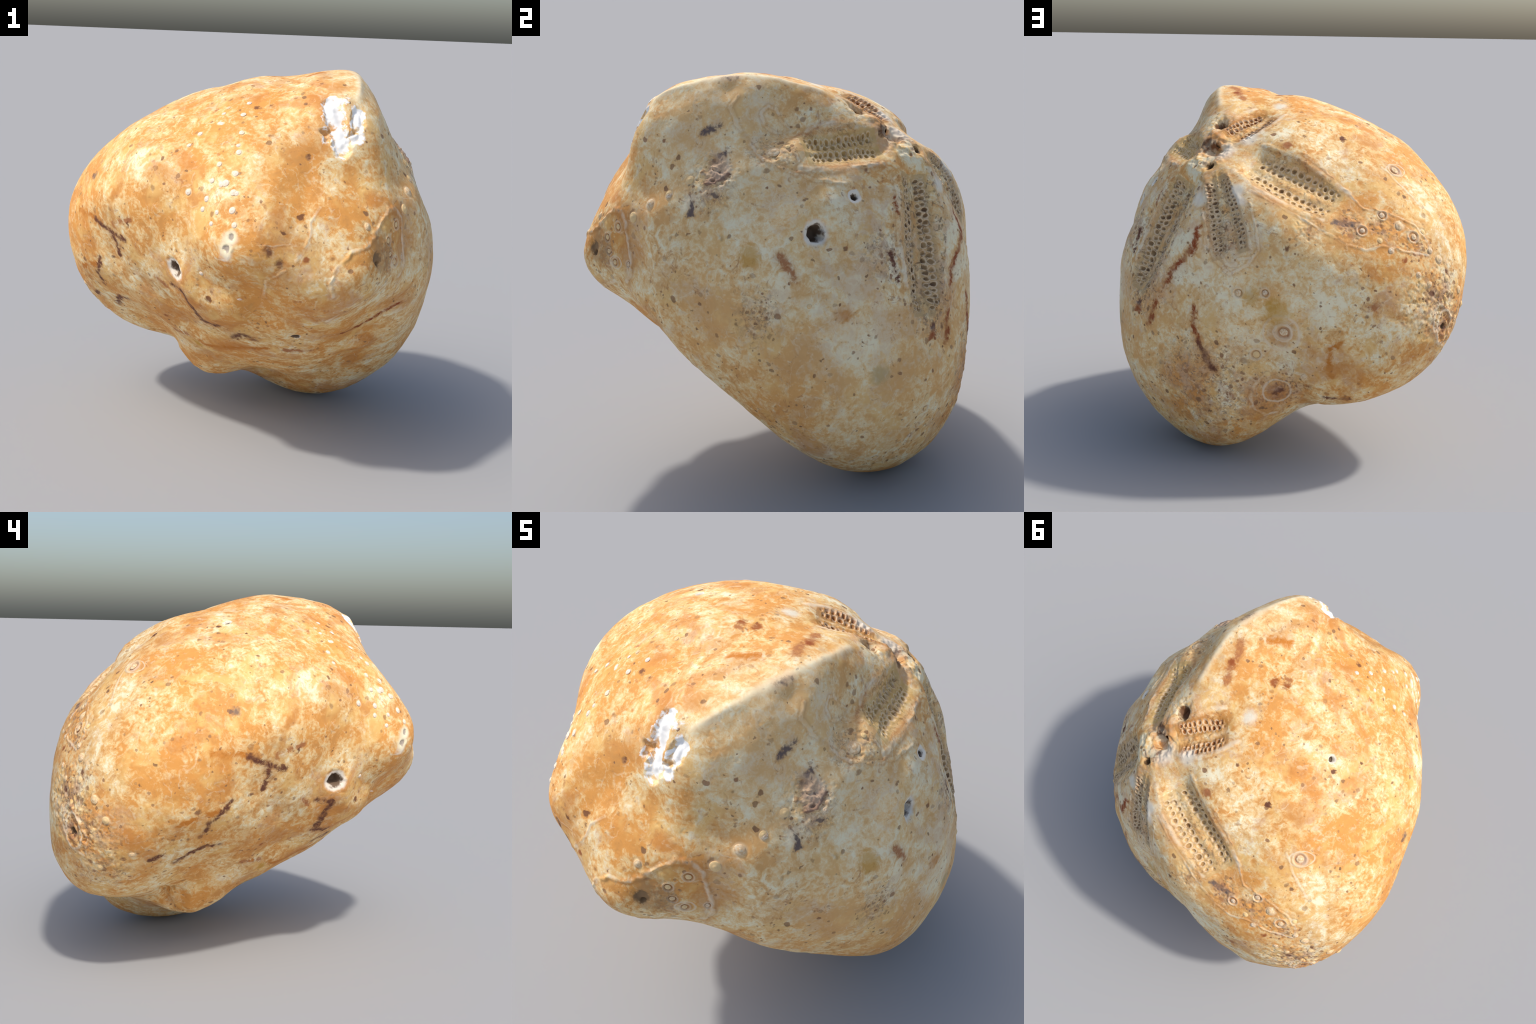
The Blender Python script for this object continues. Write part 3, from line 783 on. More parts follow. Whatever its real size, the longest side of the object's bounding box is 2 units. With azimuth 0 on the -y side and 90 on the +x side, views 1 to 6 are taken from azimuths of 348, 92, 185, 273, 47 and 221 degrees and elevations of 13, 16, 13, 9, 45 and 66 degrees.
claim("periproct", idx[np.linalg.norm((base[idx] - PERIPROCT) * np.array([0.8, 1, 1.0]), axis=1) < 10.5])
idx = near(LABRUM, 16)
claim("labrum", idx[np.linalg.norm(base[idx] - LABRUM, axis=1) < 13])
for name, r, depth, c in HOLES:
    if name.startswith("bore"):
        claim("borehole", near(c, r * 1.9))
votes = region[faces]
face_region = np.where((votes[:, 0] == votes[:, 1]) | (votes[:, 0] == votes[:, 2]), votes[:, 0], votes[:, 1])

# ------------------------------------------------------------------- materials
COLOUR = {
    "cream": (0.86, 0.595, 0.275), "ochre": (0.74, 0.335, 0.082), "pale": (0.93, 0.83, 0.57), "honey": (0.86, 0.56, 0.20),
    "umber": (0.15, 0.055, 0.032), "rust": (0.30, 0.065, 0.015), "russet": (0.42, 0.16, 0.06), "orange": (0.56, 0.20, 0.03),
    "amber": (0.58, 0.31, 0.05), "slate": (0.17, 0.12, 0.10), "olive": (0.46, 0.37, 0.20), "chalk": (0.90, 0.88, 0.83),
    "speck": (0.24, 0.125, 0.06), "pore": (0.19, 0.095, 0.03), "rim": (0.86, 0.70, 0.50), "pink": (0.66, 0.46, 0.31),
    "tan": (0.52, 0.26, 0.09), "rusty": (0.58, 0.225, 0.05), "chalky": (0.85, 0.78, 0.64), "soil": (0.10, 0.055, 0.025), "groove": (0.50, 0.30, 0.10),
}
LIGHTENED = [((100.0, -5.0, 130.0), 80.0, 0.5), ((62.0, -28.0, 180.0), 44.0, 0.6), ((20.0, 95.0, 105.0), 65.0, 0.42), ((85.0, 50.0, 60.0), 50.0, 0.42)]
# Mottling is warmer on one side of the test, paler on the other:
# centre, reach, shift of the mottling toward ochre (minus) or pale (plus)
ZONES = [((-60.0, -45.0, 130.0), 120.0, -0.075), ((35.0, -20.0, 205.0), 60.0, -0.04), ((-20.0, -60.0, 40.0), 60.0, -0.03),
         ((95.0, 45.0, 130.0), 85.0, 0.06), ((10.0, 100.0, 100.0), 65.0, 0.06), ((70.0, -40.0, 175.0), 45.0, 0.06)]


class Graph:
    """Small helper that writes shader nodes as expressions."""

    def __init__(self, name):
        self.mat = bpy.data.materials.new(name)
        self.mat.use_nodes = True
        self.tree = self.mat.node_tree
        self.tree.nodes.clear()

    def node(self, kind, **props):
        n = self.tree.nodes.new(kind)
        for k, v in props.items():
            setattr(n, k, v)
        return n

    def put(self, socket, value):
        if isinstance(value, bpy.types.NodeSocket):
            self.tree.links.new(value, socket)
        elif value is not None:
            socket.default_value = value

    def math(self, op, a, b=None, c=None, clamp=False):
        n = self.node("ShaderNodeMath", operation=op, use_clamp=clamp)
        for s, v in zip(n.inputs, (a, b, c)):
            self.put(s, v)
        return n.outputs[0]

    def vec(self, op, a, b=None, scale=None, out=0):
        n = self.node("ShaderNodeVectorMath", operation=op)
        self.put(n.inputs[0], a)
        if b is not None:
            self.put(n.inputs[1], b)
        if scale is not None:
            self.put(n.inputs["Scale"], scale)
        return n.outputs[out]

    def ramp(self, x, lo, hi, a=0.0, b=1.0):
        n = self.node("ShaderNodeMapRange", interpolation_type="SMOOTHSTEP")
        for s, v in zip(n.inputs, (x, lo, hi, a, b)):
            self.put(s, v)
        return n.outputs[0]

    def noise(self, p, scale, detail=3.0, rough=0.55, distortion=0.0, colour=False):
        n = self.node("ShaderNodeTexNoise")
        self.put(n.inputs["Vector"], p)
        for k, v in (("Scale", scale), ("Detail", detail), ("Roughness", rough), ("Distortion", distortion)):
            n.inputs[k].default_value = v
        return n.outputs["Color" if colour else "Fac"]

    def mix(self, f, a, b):
        n = self.node("ShaderNodeMix", data_type="RGBA")
        for s, v in ((n.inputs[0], f), (n.inputs[6], a), (n.inputs[7], b)):
            self.put(s, (*v, 1.0) if isinstance(v, tuple) else v)
        return n.outputs[2]

    def dist(self, p, c):
        return self.vec("DISTANCE", p, tuple(x * CM for x in c), out="Value")

    def group(self, tree, **values):
        n = self.node("ShaderNodeGroup", node_tree=tree)
        for k, v in values.items():
            self.put(n.inputs[k], v)
        return n.outputs

    def ball(self, p, c, inner, outer, amount, base):
        """base + amount inside a soft-edged ball (centre and radii in cm)."""
        return self.group(BALL, P=p, Centre=tuple(x * CM for x in c), Inner=inner * CM, Outer=outer * CM, Amount=amount, Base=base)["Value"]

    def segment(self, p, a, b):
        a, b = np.array(a) * CM, np.array(b) * CM
        ab = b - a
        return self.group(SEGMENT, P=p, A=tuple(a), Span=tuple(ab), Unit=tuple(ab / (ab @ ab)))["Distance"]

    def line(self, p, pts):
        d = None
        for a, b in zip(pts, pts[1:]):
            s = self.segment(p, a, b)
            d = s if d is None else self.math("MINIMUM", d, s)
        return d

    def poly(self, coef, x):
        out = coef[0]
        for c in coef[1:]:
            out = self.math("MULTIPLY_ADD", x, out, float(c)) if isinstance(out, bpy.types.NodeSocket) else self.math("MULTIPLY_ADD", x, float(out), float(c))
        return out


def make_group(name, ins, outs, build):
    """A node group holding a small piece of arithmetic used many times."""
    g = Graph.__new__(Graph)
    g.tree = bpy.data.node_groups.new(name, "ShaderNodeTree")
    for n, kind in ins:
        g.tree.interface.new_socket(n, in_out="INPUT", socket_type=kind)
    for n, kind in outs:
        g.tree.interface.new_socket(n, in_out="OUTPUT", socket_type=kind)
    src, dst = g.node("NodeGroupInput"), g.node("NodeGroupOutput")
    for n, v in build(g, src.outputs).items():
        g.put(dst.inputs[n], v)
    return g.tree


def build_segment(g, i):
    pa = g.vec("SUBTRACT", i["P"], i["A"])
    h = g.math("MULTIPLY", g.vec("DOT_PRODUCT", pa, i["Unit"], out="Value"), 1.0, clamp=True)
    return {"Distance": g.vec("DISTANCE", pa, g.vec("SCALE", i["Span"], scale=h), out="Value")}


def build_oval(g, i):
    rel = g.vec("SUBTRACT", i["P"], i["Centre"])
    x, y = g.vec("DOT_PRODUCT", rel, i["Across"], out="Value"), g.vec("DOT_PRODUCT", rel, i["Up"], out="Value")
    d = g.math("SQRT", g.math("MULTIPLY_ADD", x, x, g.math("MULTIPLY", y, y)))
    off = g.math("ABSOLUTE", g.math("SUBTRACT", d, 1.0))
    near = g.ramp(g.vec("LENGTH", rel, out="Value"), i["Reach"], g.math("MULTIPLY", i["Reach"], 1.3), 1.0, 0.0)
    return {"Line": g.math("MULTIPLY", near, g.ramp(off, g.math("MULTIPLY", i["Width"], 0.2), i["Width"], 0.6, 0.0)),
            "Floor": g.math("MULTIPLY", near, g.ramp(d, 0.55, 0.95, 0.35, 0.0))}


def build_ball(g, i):
    d = g.vec("DISTANCE", i["P"], i["Centre"], out="Value")
    return {"Value": g.math("ADD", g.ramp(d, i["Inner"], i["Outer"], i["Amount"], 0.0), i["Base"])}


def build_fields(g, i):
    """Warped coordinates and the noises that make up the mottling."""
    p = i["P"]
    wf = g.vec("SCALE", g.vec("SUBTRACT", g.noise(p, 16, 3, 0.6, colour=True), (0.5, 0.5, 0.5)), scale=0.045)
    ww = g.vec("SCALE", g.vec("SUBTRACT", g.noise(p, 4, 2, 0.5, colour=True), (0.5, 0.5, 0.5)), scale=0.16)
    q = g.vec("ADD", p, wf)                     # ragged edges
    w = g.vec("ADD", q, ww)                     # cloudy edges
    big = g.noise(p, 2.6, 3, 0.55, 0.4)
    mid = g.noise(w, 8.0, 4, 0.62, 0.5)
    small = g.noise(p, 21.0, 4, 0.65, 0.8)
    fine = g.noise(p, 55.0, 3, 0.65, 0.5)
    tone = g.math("MULTIPLY_ADD", big, 0.8, 0.08)
    tone = g.math("MULTIPLY_ADD", mid, 0.85, g.math("ADD", tone, -0.425))
    tone = g.math("MULTIPLY_ADD", small, 0.95, g.math("ADD", tone, -0.475))
    tone = g.math("MULTIPLY_ADD", fine, 0.55, g.math("ADD", tone, -0.275))
    streak = g.vec("ADD", p, g.vec("ADD", g.vec("SCALE", wf, scale=0.55), g.vec("SCALE", ww, scale=0.12)))
    return {"Ragged": wf, "Q": q, "W": w, "Big": big, "Mid": mid, "Small": small, "Fine": fine, "Tone": tone, "Streak": streak,
            "Rim": g.vec("ADD", p, g.vec("SCALE", wf, scale=0.5)), "Dot": g.vec("ADD", p, g.vec("SCALE", wf, scale=0.35))}


def build_skin(g, i):
    """Colour of plain weathered limestone, from the mottling tone and the corroded mask."""
    p, q, w, wf, tone, mid, small, big, corr = (i[k] for k in ("P", "Q", "W", "F_Ragged", "Tone", "Mid", "Small", "Big", "Corroded"))
    col = g.mix(g.ramp(tone, 0.26, 0.56), COLOUR["ochre"], COLOUR["cream"])
    col = g.mix(g.ramp(tone, 0.50, 0.78, 0.0, 1.0), col, COLOUR["pale"])
    deep = g.ramp(g.math("MULTIPLY_ADD", small, 0.6, g.math("MULTIPLY_ADD", big, -0.5, g.math("MULTIPLY", mid, 0.7))), 0.22, 0.42, 0.4, 0.0)
    col = g.mix(deep, col, COLOUR["tan"])
    honey = g.ramp(g.noise(p, 5.5, 3, 0.6, 0.5), 0.5, 0.68, 0.0, 0.65)
    honey = g.math("MULTIPLY", honey, g.ramp(tone, 0.42, 0.62, 1.0, 0.15))
    col = g.mix(honey, col, COLOUR["honey"])
    rusty = g.ramp(g.math("MULTIPLY_ADD", g.noise(w, 3.6, 4, 0.6, 0.5), 0.8, g.math("MULTIPLY", small, 0.35)), 0.57, 0.71, 0.0, 0.7)
    col = g.mix(rusty, col, COLOUR["rusty"])
    col = g.mix(i["Bleach"], col, g.mix(g.ramp(tone, 0.3, 0.75), (0.90, 0.615, 0.285), (0.96, 0.83, 0.555)))
    # thin pale veins
    vein = g.math("ABSOLUTE", g.math("SUBTRACT", g.noise(q, 7.5, 2, 0.5, 0.7), 0.5))
    col = g.mix(g.math("MULTIPLY", g.ramp(vein, 0.002, 0.026, 0.3, 0.0), g.ramp(small, 0.42, 0.6)), col, COLOUR["pale"])
    # specks and pits, denser where the surface is corroded
    dens = g.math("MULTIPLY", g.ramp(g.noise(p, 5.0, 2, 0.5), 0.42, 0.70), 0.13)
    speck = None
    for scale, keep in ((13.0, 0.095), (30.0, 0.17), (52.0, 0.12)):
        cell = g.node("ShaderNodeTexVoronoi")
        g.put(cell.inputs["Vector"], g.vec("ADD", p, g.vec("SCALE", wf, scale=0.8)))
        cell.inputs["Scale"].default_value = scale
        rnd = g.node("ShaderNodeSeparateColor")
        g.put(rnd.inputs[0], cell.outputs["Color"])
        few = g.math("ADD", g.math("ADD", dens, keep - 0.08), g.math("MULTIPLY", corr, 0.45))
        chosen = g.math("LESS_THAN", rnd.outputs[0], few)
        size = g.math("MULTIPLY_ADD", g.math("POWER", rnd.outputs[1], 2.0), 0.20 if scale < 20 else 0.30, 0.05 if scale < 20 else 0.12)
        dot = g.math("MULTIPLY", g.ramp(g.math("SUBTRACT", cell.outputs["Distance"], size), -0.06, 0.10, 1.0, 0.0), chosen)
        dot = g.math("MULTIPLY", dot, g.math("MULTIPLY_ADD", rnd.outputs[2], 0.6, 0.35))
        speck = dot if speck is None else g.math("MAXIMUM", speck, dot)
    grime = g.math("MULTIPLY", corr, g.ramp(g.noise(p, 26, 4, 0.7, 1.0), 0.42, 0.66, 0.0, 0.75), clamp=True)
    col = g.mix(grime, col, (0.40, 0.215, 0.105))
    black = g.math("MULTIPLY", corr, g.ramp(g.noise(p, 38, 4, 0.7, 1.2), 0.55, 0.66, 0.0, 0.7), clamp=True)
    col = g.mix(black, col, COLOUR["slate"])
    col = g.mix(g.math("MULTIPLY", corr, g.ramp(g.noise(p, 13, 3, 0.6, 0.5), 0.5, 0.68, 0.0, 0.5), clamp=True), col, COLOUR["pink"])
    col = g.mix(speck, col, g.mix(g.ramp(small, 0.4, 0.6), COLOUR["speck"], (0.34, 0.17, 0.08)))
    dirt = g.ramp(g.math("ADD", g.noise(p, 17, 4, 0.7, 1.5), g.math("MULTIPLY", dens, 0.5)), 0.60, 0.76, 0.0, 0.6)
    return {"Colour": g.mix(dirt, col, COLOUR["russet"]), "Speck": speck}


def build_boss(g, i):
    d = g.math("DIVIDE", g.vec("DISTANCE", i["P"], i["Centre"], out="Value"), i["Radius"])
    ring = g.math("MULTIPLY", g.ramp(d, 0.75, 1.1), g.ramp(d, 1.15, 1.5, 0.42, 0.0))
    gap = g.math("MULTIPLY", g.ramp(d, 0.35, 0.7), g.ramp(d, 0.75, 1.0, 0.38, 0.0))
    return {"Ring": ring, "Gap": gap, "Halo": g.ramp(d, 0.7, 1.5, 0.5, 0.0)}


VEC, NUM = "NodeSocketVector", "NodeSocketFloat"
SEGMENT = make_group("segment_distance", [("P", VEC), ("A", VEC), ("Span", VEC), ("Unit", VEC)], [("Distance", NUM)], build_segment)
OVAL = make_group("oval_scar", [(k, VEC) for k in ("P", "Centre", "Across", "Up")] + [("Reach", NUM), ("Width", NUM)], [("Line", NUM), ("Floor", NUM)], build_oval)
BALL = make_group("soft_ball", [("P", VEC), ("Centre", VEC), ("Inner", NUM), ("Outer", NUM), ("Amount", NUM), ("Base", NUM)], [("Value", NUM)], build_ball)
FIELDS = make_group("mottling_fields", [("P", VEC)], [(k, VEC) for k in ("Ragged", "Q", "W", "Streak", "Rim", "Dot")] + [(k, NUM) for k in ("Big", "Mid", "Small", "Fine", "Tone")], build_fields)
SKIN = make_group("limestone_skin", [(k, VEC) for k in ("P", "F_Ragged", "Q", "W")] + [(k, NUM) for k in ("Mid", "Small", "Big", "Tone", "Bleach", "Corroded")],
                  [("Colour", "NodeSocketColor"), ("Speck", NUM)], build_skin)
BOSS = make_group("tubercle_rings", [("P", VEC), ("Centre", VEC), ("Radius", NUM)], [("Ring", NUM), ("Gap", NUM), ("Halo", NUM)], build_boss)


def close(points, cloud, reach):
    """Does any of the points come within reach (cm) of a region's vertex cloud?"""
    pts = []
    for a, b in zip(points, list(points[1:]) or [points[0]]):
        n = max(1, int(np.linalg.norm(np.array(b) - np.array(a)) / 3))
        pts += [np.array(a) + (np.array(b) - np.array(a)) * t / n for t in range(n + 1)]
    return any((((cloud - q) ** 2).sum(1) < reach * reach).any() for q in pts)


def stone(name, cloud, petal=None, kind=None):
    """Weathered limestone for one region: mottling, the stains that lie on it, specks, grain."""
    g = Graph(name)
    p = g.node("ShaderNodeTexCoord").outputs["Object"]
    f = g.group(FIELDS, P=p)
    wf, q, w, tone, mid, small, fine = (f[k] for k in ("Ragged", "Q", "W", "Tone", "Mid", "Small", "Fine"))
    for c, reach, shift in ZONES:
        if close([c], cloud, reach * 1.3):
            tone = g.ball(w, c, reach * 0.25, reach * 1.2, shift, tone)
    for k, r, c in CLOUDS:
        if close([c], cloud, r * 1.4 + 8):
            tone = g.ball(w, c, r * 0.1, r * 1.35, 0.11 if k == "pale" else -0.11, tone)
    lighten, corr = 0.0, 0.0
    for c, reach, amount in LIGHTENED:
        if close([c], cloud, reach * 1.3):
            lighten = g.ball(w, c, reach * 0.3, reach * 1.25, amount, lighten)
    for r, strength, c in SPECKLED:
        if close([c], cloud, r * 1.6 + 8):
            corr = g.math("MAXIMUM", g.ball(w, c, r * 0.3, r * 1.5, strength, 0.0), corr)
    if isinstance(lighten, bpy.types.NodeSocket):
        lighten = g.math("MINIMUM", lighten, 0.65)
    skin = g.group(SKIN, P=p, F_Ragged=wf, Q=q, W=w, Mid=mid, Small=small, Big=f["Big"], Tone=tone, Bleach=lighten, Corroded=corr)
    col, speck = skin["Colour"], skin["Speck"]

    # pores and groove dirt of a petal
    if petal is not None:
        sp = petal.spec
        o, S, T = petal.origin * CM, petal.S / CM, petal.T / CM
        rel = g.vec("SUBTRACT", p, tuple(o))
        s = g.vec("DOT_PRODUCT", rel, tuple(S), out="Value")
        t = g.vec("DOT_PRODUCT", rel, tuple(T), out="Value")
        wob = g.math("MULTIPLY_ADD", g.noise(p, 55, 2, 0.6), 1.0 * sp["rough"] + 0.35, -0.5 * (1.0 * sp["rough"] + 0.35))
        mask = None
        for key in ("a", "b"):
            bend = g.math("MULTIPLY", g.math("SINE", g.math("MULTIPLY_ADD", s, 0.45, 1.0 if key == "a" else 2.6)), 0.3)
            y = g.math("ADD", g.math("SUBTRACT", t, g.poly(petal.fit[key], s)), bend)
            row = g.math("SIGN", y)
            sway = g.math("MULTIPLY_ADD", g.math("SINE", g.math("MULTIPLY_ADD", s, 0.31, g.math("MULTIPLY", row, 1.7))), 0.55, s)
            count = g.math("ADD", g.math("MULTIPLY", sway, 1 / sp["pitch"]), g.math("MULTIPLY_ADD", row, 0.22, 50.0))
            x = g.math("SUBTRACT", g.math("FRACT", count), 0.5)
            along = g.math("MULTIPLY", s, 1 / petal.s1)
            hump = g.math("MULTIPLY", g.math("MULTIPLY", along, g.math("SUBTRACT", 1.0, along)), 4.0, clamp=True)
            taper = g.math("MULTIPLY_ADD", hump, 0.28, 0.72)
            dx = g.math("MULTIPLY", x, sp["pitch"] / sp["along"])
            dy = g.math("MULTIPLY", g.math("SUBTRACT", g.math("ABSOLUTE", y), g.math("MULTIPLY", taper, sp["gap"] / 2)), 1 / sp["across"])
            d = g.math("SQRT", g.math("ADD", g.math("MULTIPLY", dx, dx), g.math("MULTIPLY", dy, dy)))
            d = g.math("DIVIDE", d, taper)
            cell = g.node("ShaderNodeTexWhiteNoise", noise_dimensions="1D")
            g.put(cell.inputs["W"], g.math("ADD", g.math("FLOOR", count), g.math("MULTIPLY", row, 100.5 if key == "a" else 300.5)))
            own = cell.outputs["Value"]
            d = g.math("ADD", d, g.math("MULTIPLY_ADD", own, 0.36 * (0.6 + sp["rough"]), -0.10))
            d = g.math("ADD", d, wob)
            lip = g.math("MULTIPLY", g.ramp(d, 0.85, 1.15), g.ramp(d, 1.2, 1.75, 0.55, 0.0))
            lip = g.math("MULTIPLY", lip, g.math("MULTIPLY", g.ramp(s, 0, 3), g.ramp(s, petal.s1 - 3, petal.s1, 1.0, 0.0)))
            m = g.math("MULTIPLY", g.ramp(d, 0.62, 1.05, 1.0, 0.0), g.math("MULTIPLY_ADD", own, -0.45, 1.0))
            wall = g.math("MULTIPLY", g.ramp(g.math("ABSOLUTE", dy), 1.0, 3.4, 1.0, 0.0), 0.72)
            col = g.mix(wall, col, sp["groove"])
            col = g.mix(lip, col, COLOUR["rim"])
            mask = m if mask is None else g.math("MAXIMUM", mask, m)
        gate = g.math("MULTIPLY", g.ramp(s, 0, 3), g.ramp(s, petal.s1 - 3, petal.s1, 1.0, 0.0))
        fade = g.ramp(g.noise(p, 11, 2, 0.5), 0.30, 0.55, 0.7, 1.0)
        mask = g.math("MULTIPLY", g.math("MULTIPLY", mask, gate), fade)
        grit = g.math("MULTIPLY", g.math("MULTIPLY", gate, g.ramp(g.noise(p, 30, 4, 0.7, 1.0), 0.5, 0.66, 0.0, 0.75)), min(1.0, 0.35 + sp["rough"]))
        col = g.mix(grit, col, sp["pore"])
        pore_col = g.mix(g.ramp(g.noise(p, 8, 2), 0.4, 0.62), sp["pore"], tuple(0.45 * a + 0.55 * b for a, b in zip(sp["groove"], sp["pore"])))
        col = g.mix(mask, col, pore_col)

    # pale raised lines
    ridge_p = f["Rim"]
    for _, width, height, pts in RIDGES:
        if close(pts, cloud, width * 2 + 4):
            d = g.line(ridge_p, pts)
            m = g.math("MULTIPLY", g.ramp(d, width * 0.2 * CM, width * 1.6 * CM, 0.75, 0.0), g.ramp(mid, 0.40, 0.58, 0.15, 0.9))
            edge = g.math("MULTIPLY", g.ramp(d, width * 1.1 * CM, width * 1.5 * CM), g.ramp(d, width * 1.5 * CM, width * 3.2 * CM, 0.22, 0.0))
            col = g.mix(edge, col, COLOUR["russet"])
            col = g.mix(m, col, COLOUR["rim"])
    for width, c, across, up, size in OVALS:
        if close([c], cloud, size * 1.6 + 3):
            o = g.group(OVAL, P=ridge_p, Centre=tuple(x * CM for x in c), Across=tuple(across), Up=tuple(up), Reach=size * 1.5 * CM, Width=1.5 * width / size)
            col = g.mix(o["Floor"], col, COLOUR["russet"])
            col = g.mix(o["Line"], col, COLOUR["rim"])
    if close(CREST, cloud, 8):
        m = g.ramp(g.math("ADD", g.line(ridge_p, CREST[:-1:2]), g.math("MULTIPLY_ADD", mid, 0.08, -0.04)), 0.0, 0.035, 0.6, 0.0)
        col = g.mix(m, col, COLOUR["pale"])
    # tubercle rings
    boss_p = f["Dot"]
    for k, r, c in TUBERCLES:
        if close([c], cloud, r * 2 + 3):
            o = g.group(BOSS, P=boss_p, Centre=tuple(x * CM for x in c), Radius=r * CM)
            if k == "ring":
                col = g.mix(o["Gap"], col, COLOUR["russet"])
                col = g.mix(o["Ring"], col, COLOUR["rim"])
            else:
                col = g.mix(o["Halo"], col, COLOUR["pale"])
    # stains
    streak_p = f["Streak"]
    for k, width, pts in STREAKS:
        if close(pts, cloud, width * 2 + 5):
            d = g.line(streak_p, pts)
            soft = 0.9 if k in ("russet", "amber") else 1.0
            m = g.ramp(g.math("ADD", d, g.math("MULTIPLY_ADD", small, 0.085, -0.043)), width * 0.2 * CM, width * 1.45 * CM, soft, 0.0)
            m = g.math("MULTIPLY", m, g.math("MULTIPLY", g.ramp(fine, 0.32, 0.5, 0.55, 1.0), g.ramp(mid, 0.34, 0.5, 0.45, 1.0)))
            halo = g.ramp(d, width * 0.6 * CM, width * 3.0 * CM, 0.25, 0.0)
            col = g.mix(halo, col, COLOUR["orange"] if k in ("rust", "orange") else COLOUR["russet"])
            col = g.mix(m, col, COLOUR[k])
    for k, r, c in SPOTS:
        if close([c], cloud, r * 1.6 + 5):
            d = g.dist(q, c)
            m = g.ramp(g.math("ADD", d, g.math("MULTIPLY_ADD", small, 0.06, -0.03)), r * 0.3 * CM, r * 1.2 * CM, 0.75 if k == "chalky" else 0.6 if r > 4 else 0.85, 0.0)
            col = g.mix(m, col, COLOUR[k])
    # holes: chalky countersink, dark floor
    for hname, r, depth, c in HOLES:
        if close([c], cloud, r * 2.5 + 3):
            # distance measured about the hole's own axis
            n = unit(normal[((base - np.array(c)) ** 2).sum(1).argmin()])
            rel = g.vec("SUBTRACT", g.vec("ADD", p, g.vec("SCALE", wf, scale=0.25)), tuple(x * CM for x in c))
            along = g.vec("DOT_PRODUCT", rel, tuple(n), out="Value")
            flat = g.vec("LENGTH", g.vec("SUBTRACT", rel, g.vec("SCALE", tuple(n), scale=along)), out="Value")
            here = g.ramp(g.math("ABSOLUTE", along), (depth + 2.0) * CM, (depth + 4.0) * CM, 1.0, 0.0)
            flat = g.math("ADD", flat, g.math("MULTIPLY", g.math("SUBTRACT", 1.0, here), 1.0))
            if hname.startswith("bore"):
                col = g.mix(g.ramp(g.math("ADD", flat, g.math("MULTIPLY_ADD", mid, 0.07, -0.035)), r * 1.2 * CM, r * 1.75 * CM, 0.85, 0.0), col, (0.90, 0.84, 0.72))
            if hname.startswith("keel"):
                col = g.mix(g.ramp(flat, r * 1.2 * CM, r * 2.4 * CM, 0.8, 0.0), col, COLOUR["pale"])
            dark = {"keel": (0.44, 0.37, 0.30), "mouth": (0.20, 0.12, 0.06), "apical": (0.15, 0.06, 0.025), "peri": (0.17, 0.10, 0.05), "bore": (0.13, 0.075, 0.04)}.get(hname.split("_")[0], COLOUR["soil"])
            col = g.mix(g.ramp(g.math("ADD", flat, g.math("MULTIPLY_ADD", small, 0.05, -0.025)), r * (0.85 if hname.startswith("bore") else 0.6) * CM, r * (1.2 if hname.startswith("bore") else 1.05) * CM, 0.95, 0.0), col, dark)
    if close([tuple(CHALK)], cloud, 26):
        d = None
        for r, line in CHALK_BRANCHES:
            e = g.math("SUBTRACT", g.line(q, line), r * CM)
            d = e if d is None else g.math("MINIMUM", d, e)
        d = g.math("ADD", d, g.math("MULTIPLY_ADD", small, 0.10, -0.05))
        m = g.ramp(d, -0.004, 0.012, 1.0, 0.0)
        chalk = g.mix(g.ramp(g.noise(p, 14, 4, 0.65, 1.0), 0.64, 0.74, 0.0, 0.3), (0.93, 0.92, 0.88), COLOUR["pink"])
        col = g.mix(m, col, chalk)
    if kind == "crust":
        m = g.ramp(g.dist(w, tuple(CRUST)), 0.05, 0.10, 0.7, 0.0)
        col = g.mix(m, col, COLOUR["pink"])
        col = g.mix(g.math("MULTIPLY", m, g.ramp(g.noise(p, 22, 4, 0.7, 1.0), 0.52, 0.66)), col, COLOUR["slate"])
    if kind == "apical_disc":
        m = g.ramp(g.dist(w, tuple(APICAL)), 0.06, 0.12, 0.55, 0.0)
        col = g.mix(g.math("MULTIPLY", m, g.ramp(g.noise(p, 15, 3, 0.6), 0.4, 0.6)), col, COLOUR["pale"])
    if kind == "periproct":
        m = g.ramp(g.dist(w, tuple(PERIPROCT)), 0.05, 0.11, 0.5, 0.0)
        col = g.mix(m, col, (0.40, 0.24, 0.11))
    bump = g.node("ShaderNodeBump")
    bump.inputs["Strength"].default_value = 0.35
    bump.inputs["Distance"].default_value = 0.004
    g.put(bump.inputs["Height"], g.math("SUBTRACT", g.math("ADD", g.math("MULTIPLY", fine, 0.6), g.math("MULTIPLY", mid, 0.5)), g.math("MULTIPLY", speck, 0.7)))
    b = g.node("ShaderNodeBsdfPrincipled")
    g.put(b.inputs["Base Color"], col)
    b.inputs["Roughness"].default_value = 0.72
    b.inputs["Specular IOR Level"].default_value = 0.25
    g.put(b.inputs["Normal"], bump.outputs[0])
    out = g.node("ShaderNodeOutputMaterial")
    g.tree.links.new(b.outputs[0], out.inputs[0])
    return g.mat


# --------------------------------------------------------------------- objects
scene = bpy.context.scene
root = bpy.data.objects.new("fossil_sea_urchin", None)
root["label"] = "heart-shaped fossil sea urchin in ochre-stained cream limestone"
root["category"] = "fossil"
root.empty_display_size = 0.2
scene.collection.objects.link(root)


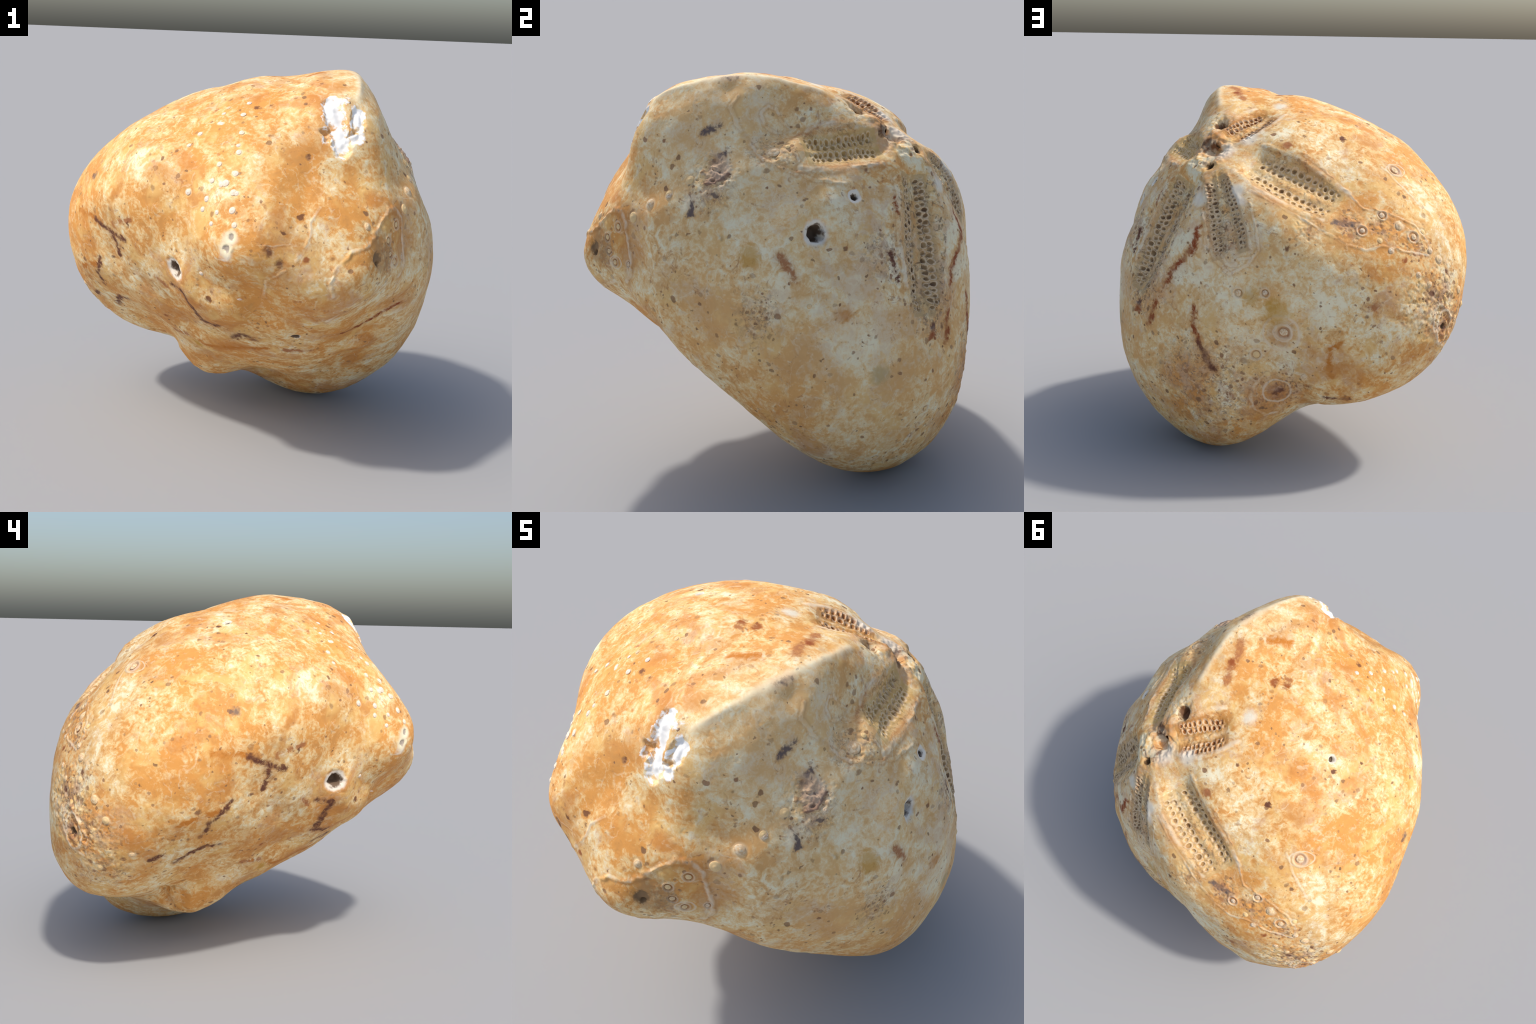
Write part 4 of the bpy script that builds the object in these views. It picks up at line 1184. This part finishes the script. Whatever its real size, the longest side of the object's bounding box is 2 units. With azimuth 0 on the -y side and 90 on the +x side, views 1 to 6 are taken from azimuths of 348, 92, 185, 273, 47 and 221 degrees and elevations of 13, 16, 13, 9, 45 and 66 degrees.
def add_mesh(name, v, f, n, mat, parent=root, smooth_shade=True):
    me = bpy.data.meshes.new(name)
    me.vertices.add(len(v))
    me.vertices.foreach_set("co", (v * CM).astype(np.float32).ravel())
    me.loops.add(len(f) * 3)
    me.loops.foreach_set("vertex_index", f.astype(np.int32).ravel())
    me.polygons.add(len(f))
    me.polygons.foreach_set("loop_start", np.arange(0, len(f) * 3, 3, dtype=np.int32))
    me.polygons.foreach_set("use_smooth", np.ones(len(f), bool))
    me.update(calc_edges=True)
    if n is not None:
        me.normals_split_custom_set_from_vertices(n.astype(np.float32))
    me.materials.append(mat)
    ob = bpy.data.objects.new(name, me)
    scene.collection.objects.link(ob)
    ob.parent = parent
    return ob


petal_seen = 0
for k, kind in enumerate(region_kind):
    f = faces[face_region == k]
    if not len(f):
        continue
    used, back = np.unique(f, return_inverse=True)
    v = P[used]
    pt = petals[k - 1] if kind == "petal" else None
    mat = stone("limestone_" + kind, base[used][:: max(1, len(used) // 600)], petal=pt, kind=kind)
    add_mesh(kind, v, back.reshape(-1, 3), N[used], mat)

# tubercles: small bosses with a nipple, let into the test
tv, tf = icosphere(3)
cap = tv.copy()
cap[:, 2] = np.where(cap[:, 2] > 0, cap[:, 2] * 0.55, cap[:, 2] * 0.4)
top = smooth(tv[:, 2], 0.86, 1.0)
cap[:, 2] += 0.2 * top


def boss_material(white=False):
    g = Graph("chalky_tubercle" if white else "limestone_tubercle")
    p = g.node("ShaderNodeTexCoord").outputs["Object"]
    rnd = g.node("ShaderNodeObjectInfo").outputs["Random"]
    spot = g.noise(g.vec("ADD", p, g.vec("SCALE", (7.0, 3.0, 5.0), scale=rnd)), 2.2, 3, 0.6)
    col = g.mix(g.ramp(spot, 0.42, 0.6), (0.66, 0.43, 0.25), (0.84, 0.70, 0.50))
    col = g.mix(g.ramp(g.math("ABSOLUTE", g.math("SUBTRACT", rnd, 0.5)), 0.0, 0.5), col, COLOUR["cream"])
    if white:
        col = g.mix(0.45, col, COLOUR["chalk"])
    b = g.node("ShaderNodeBsdfPrincipled")
    g.put(b.inputs["Base Color"], col)
    b.inputs["Roughness"].default_value = 0.7
    b.inputs["Specular IOR Level"].default_value = 0.25
    out = g.node("ShaderNodeOutputMaterial")
    g.tree.links.new(b.outputs[0], out.inputs[0])
    return g.mat


from mathutils import Matrix, Vector
boss = add_mesh("tubercle", cap * 100, tf, None, boss_material())
pearl = boss_material(True)
first = True
for kind, r, c in TUBERCLES:
    ob = boss if first else boss.copy()
    if not first:
        scene.collection.objects.link(ob)
        ob.parent = root
    first = False
    if c[0] < -10 and c[1] < -40:            # the row of worn white bosses along the rear
        ob.material_slots[0].link = "OBJECT"
        ob.material_slots[0].material = pearl
    i = ((base - np.array(c)) ** 2).sum(1).argmin()
    n = Vector(N[near(c, r * 1.5)].mean(0)).normalized()
    size = r * CM * (0.62 if kind == "ring" else 1.0) * rng.uniform(0.9, 1.1)
    rot = n.to_track_quat("Z", "Y").to_matrix().to_4x4() @ Matrix.Rotation(rng.uniform(0, 6.28), 4, "Z")
    ob.matrix_world = Matrix.Translation(Vector(P[i] * CM)) @ rot @ Matrix.Diagonal((size, size * rng.uniform(0.85, 1.1), size * (0.5 if kind == "ring" else 0.55), 1))
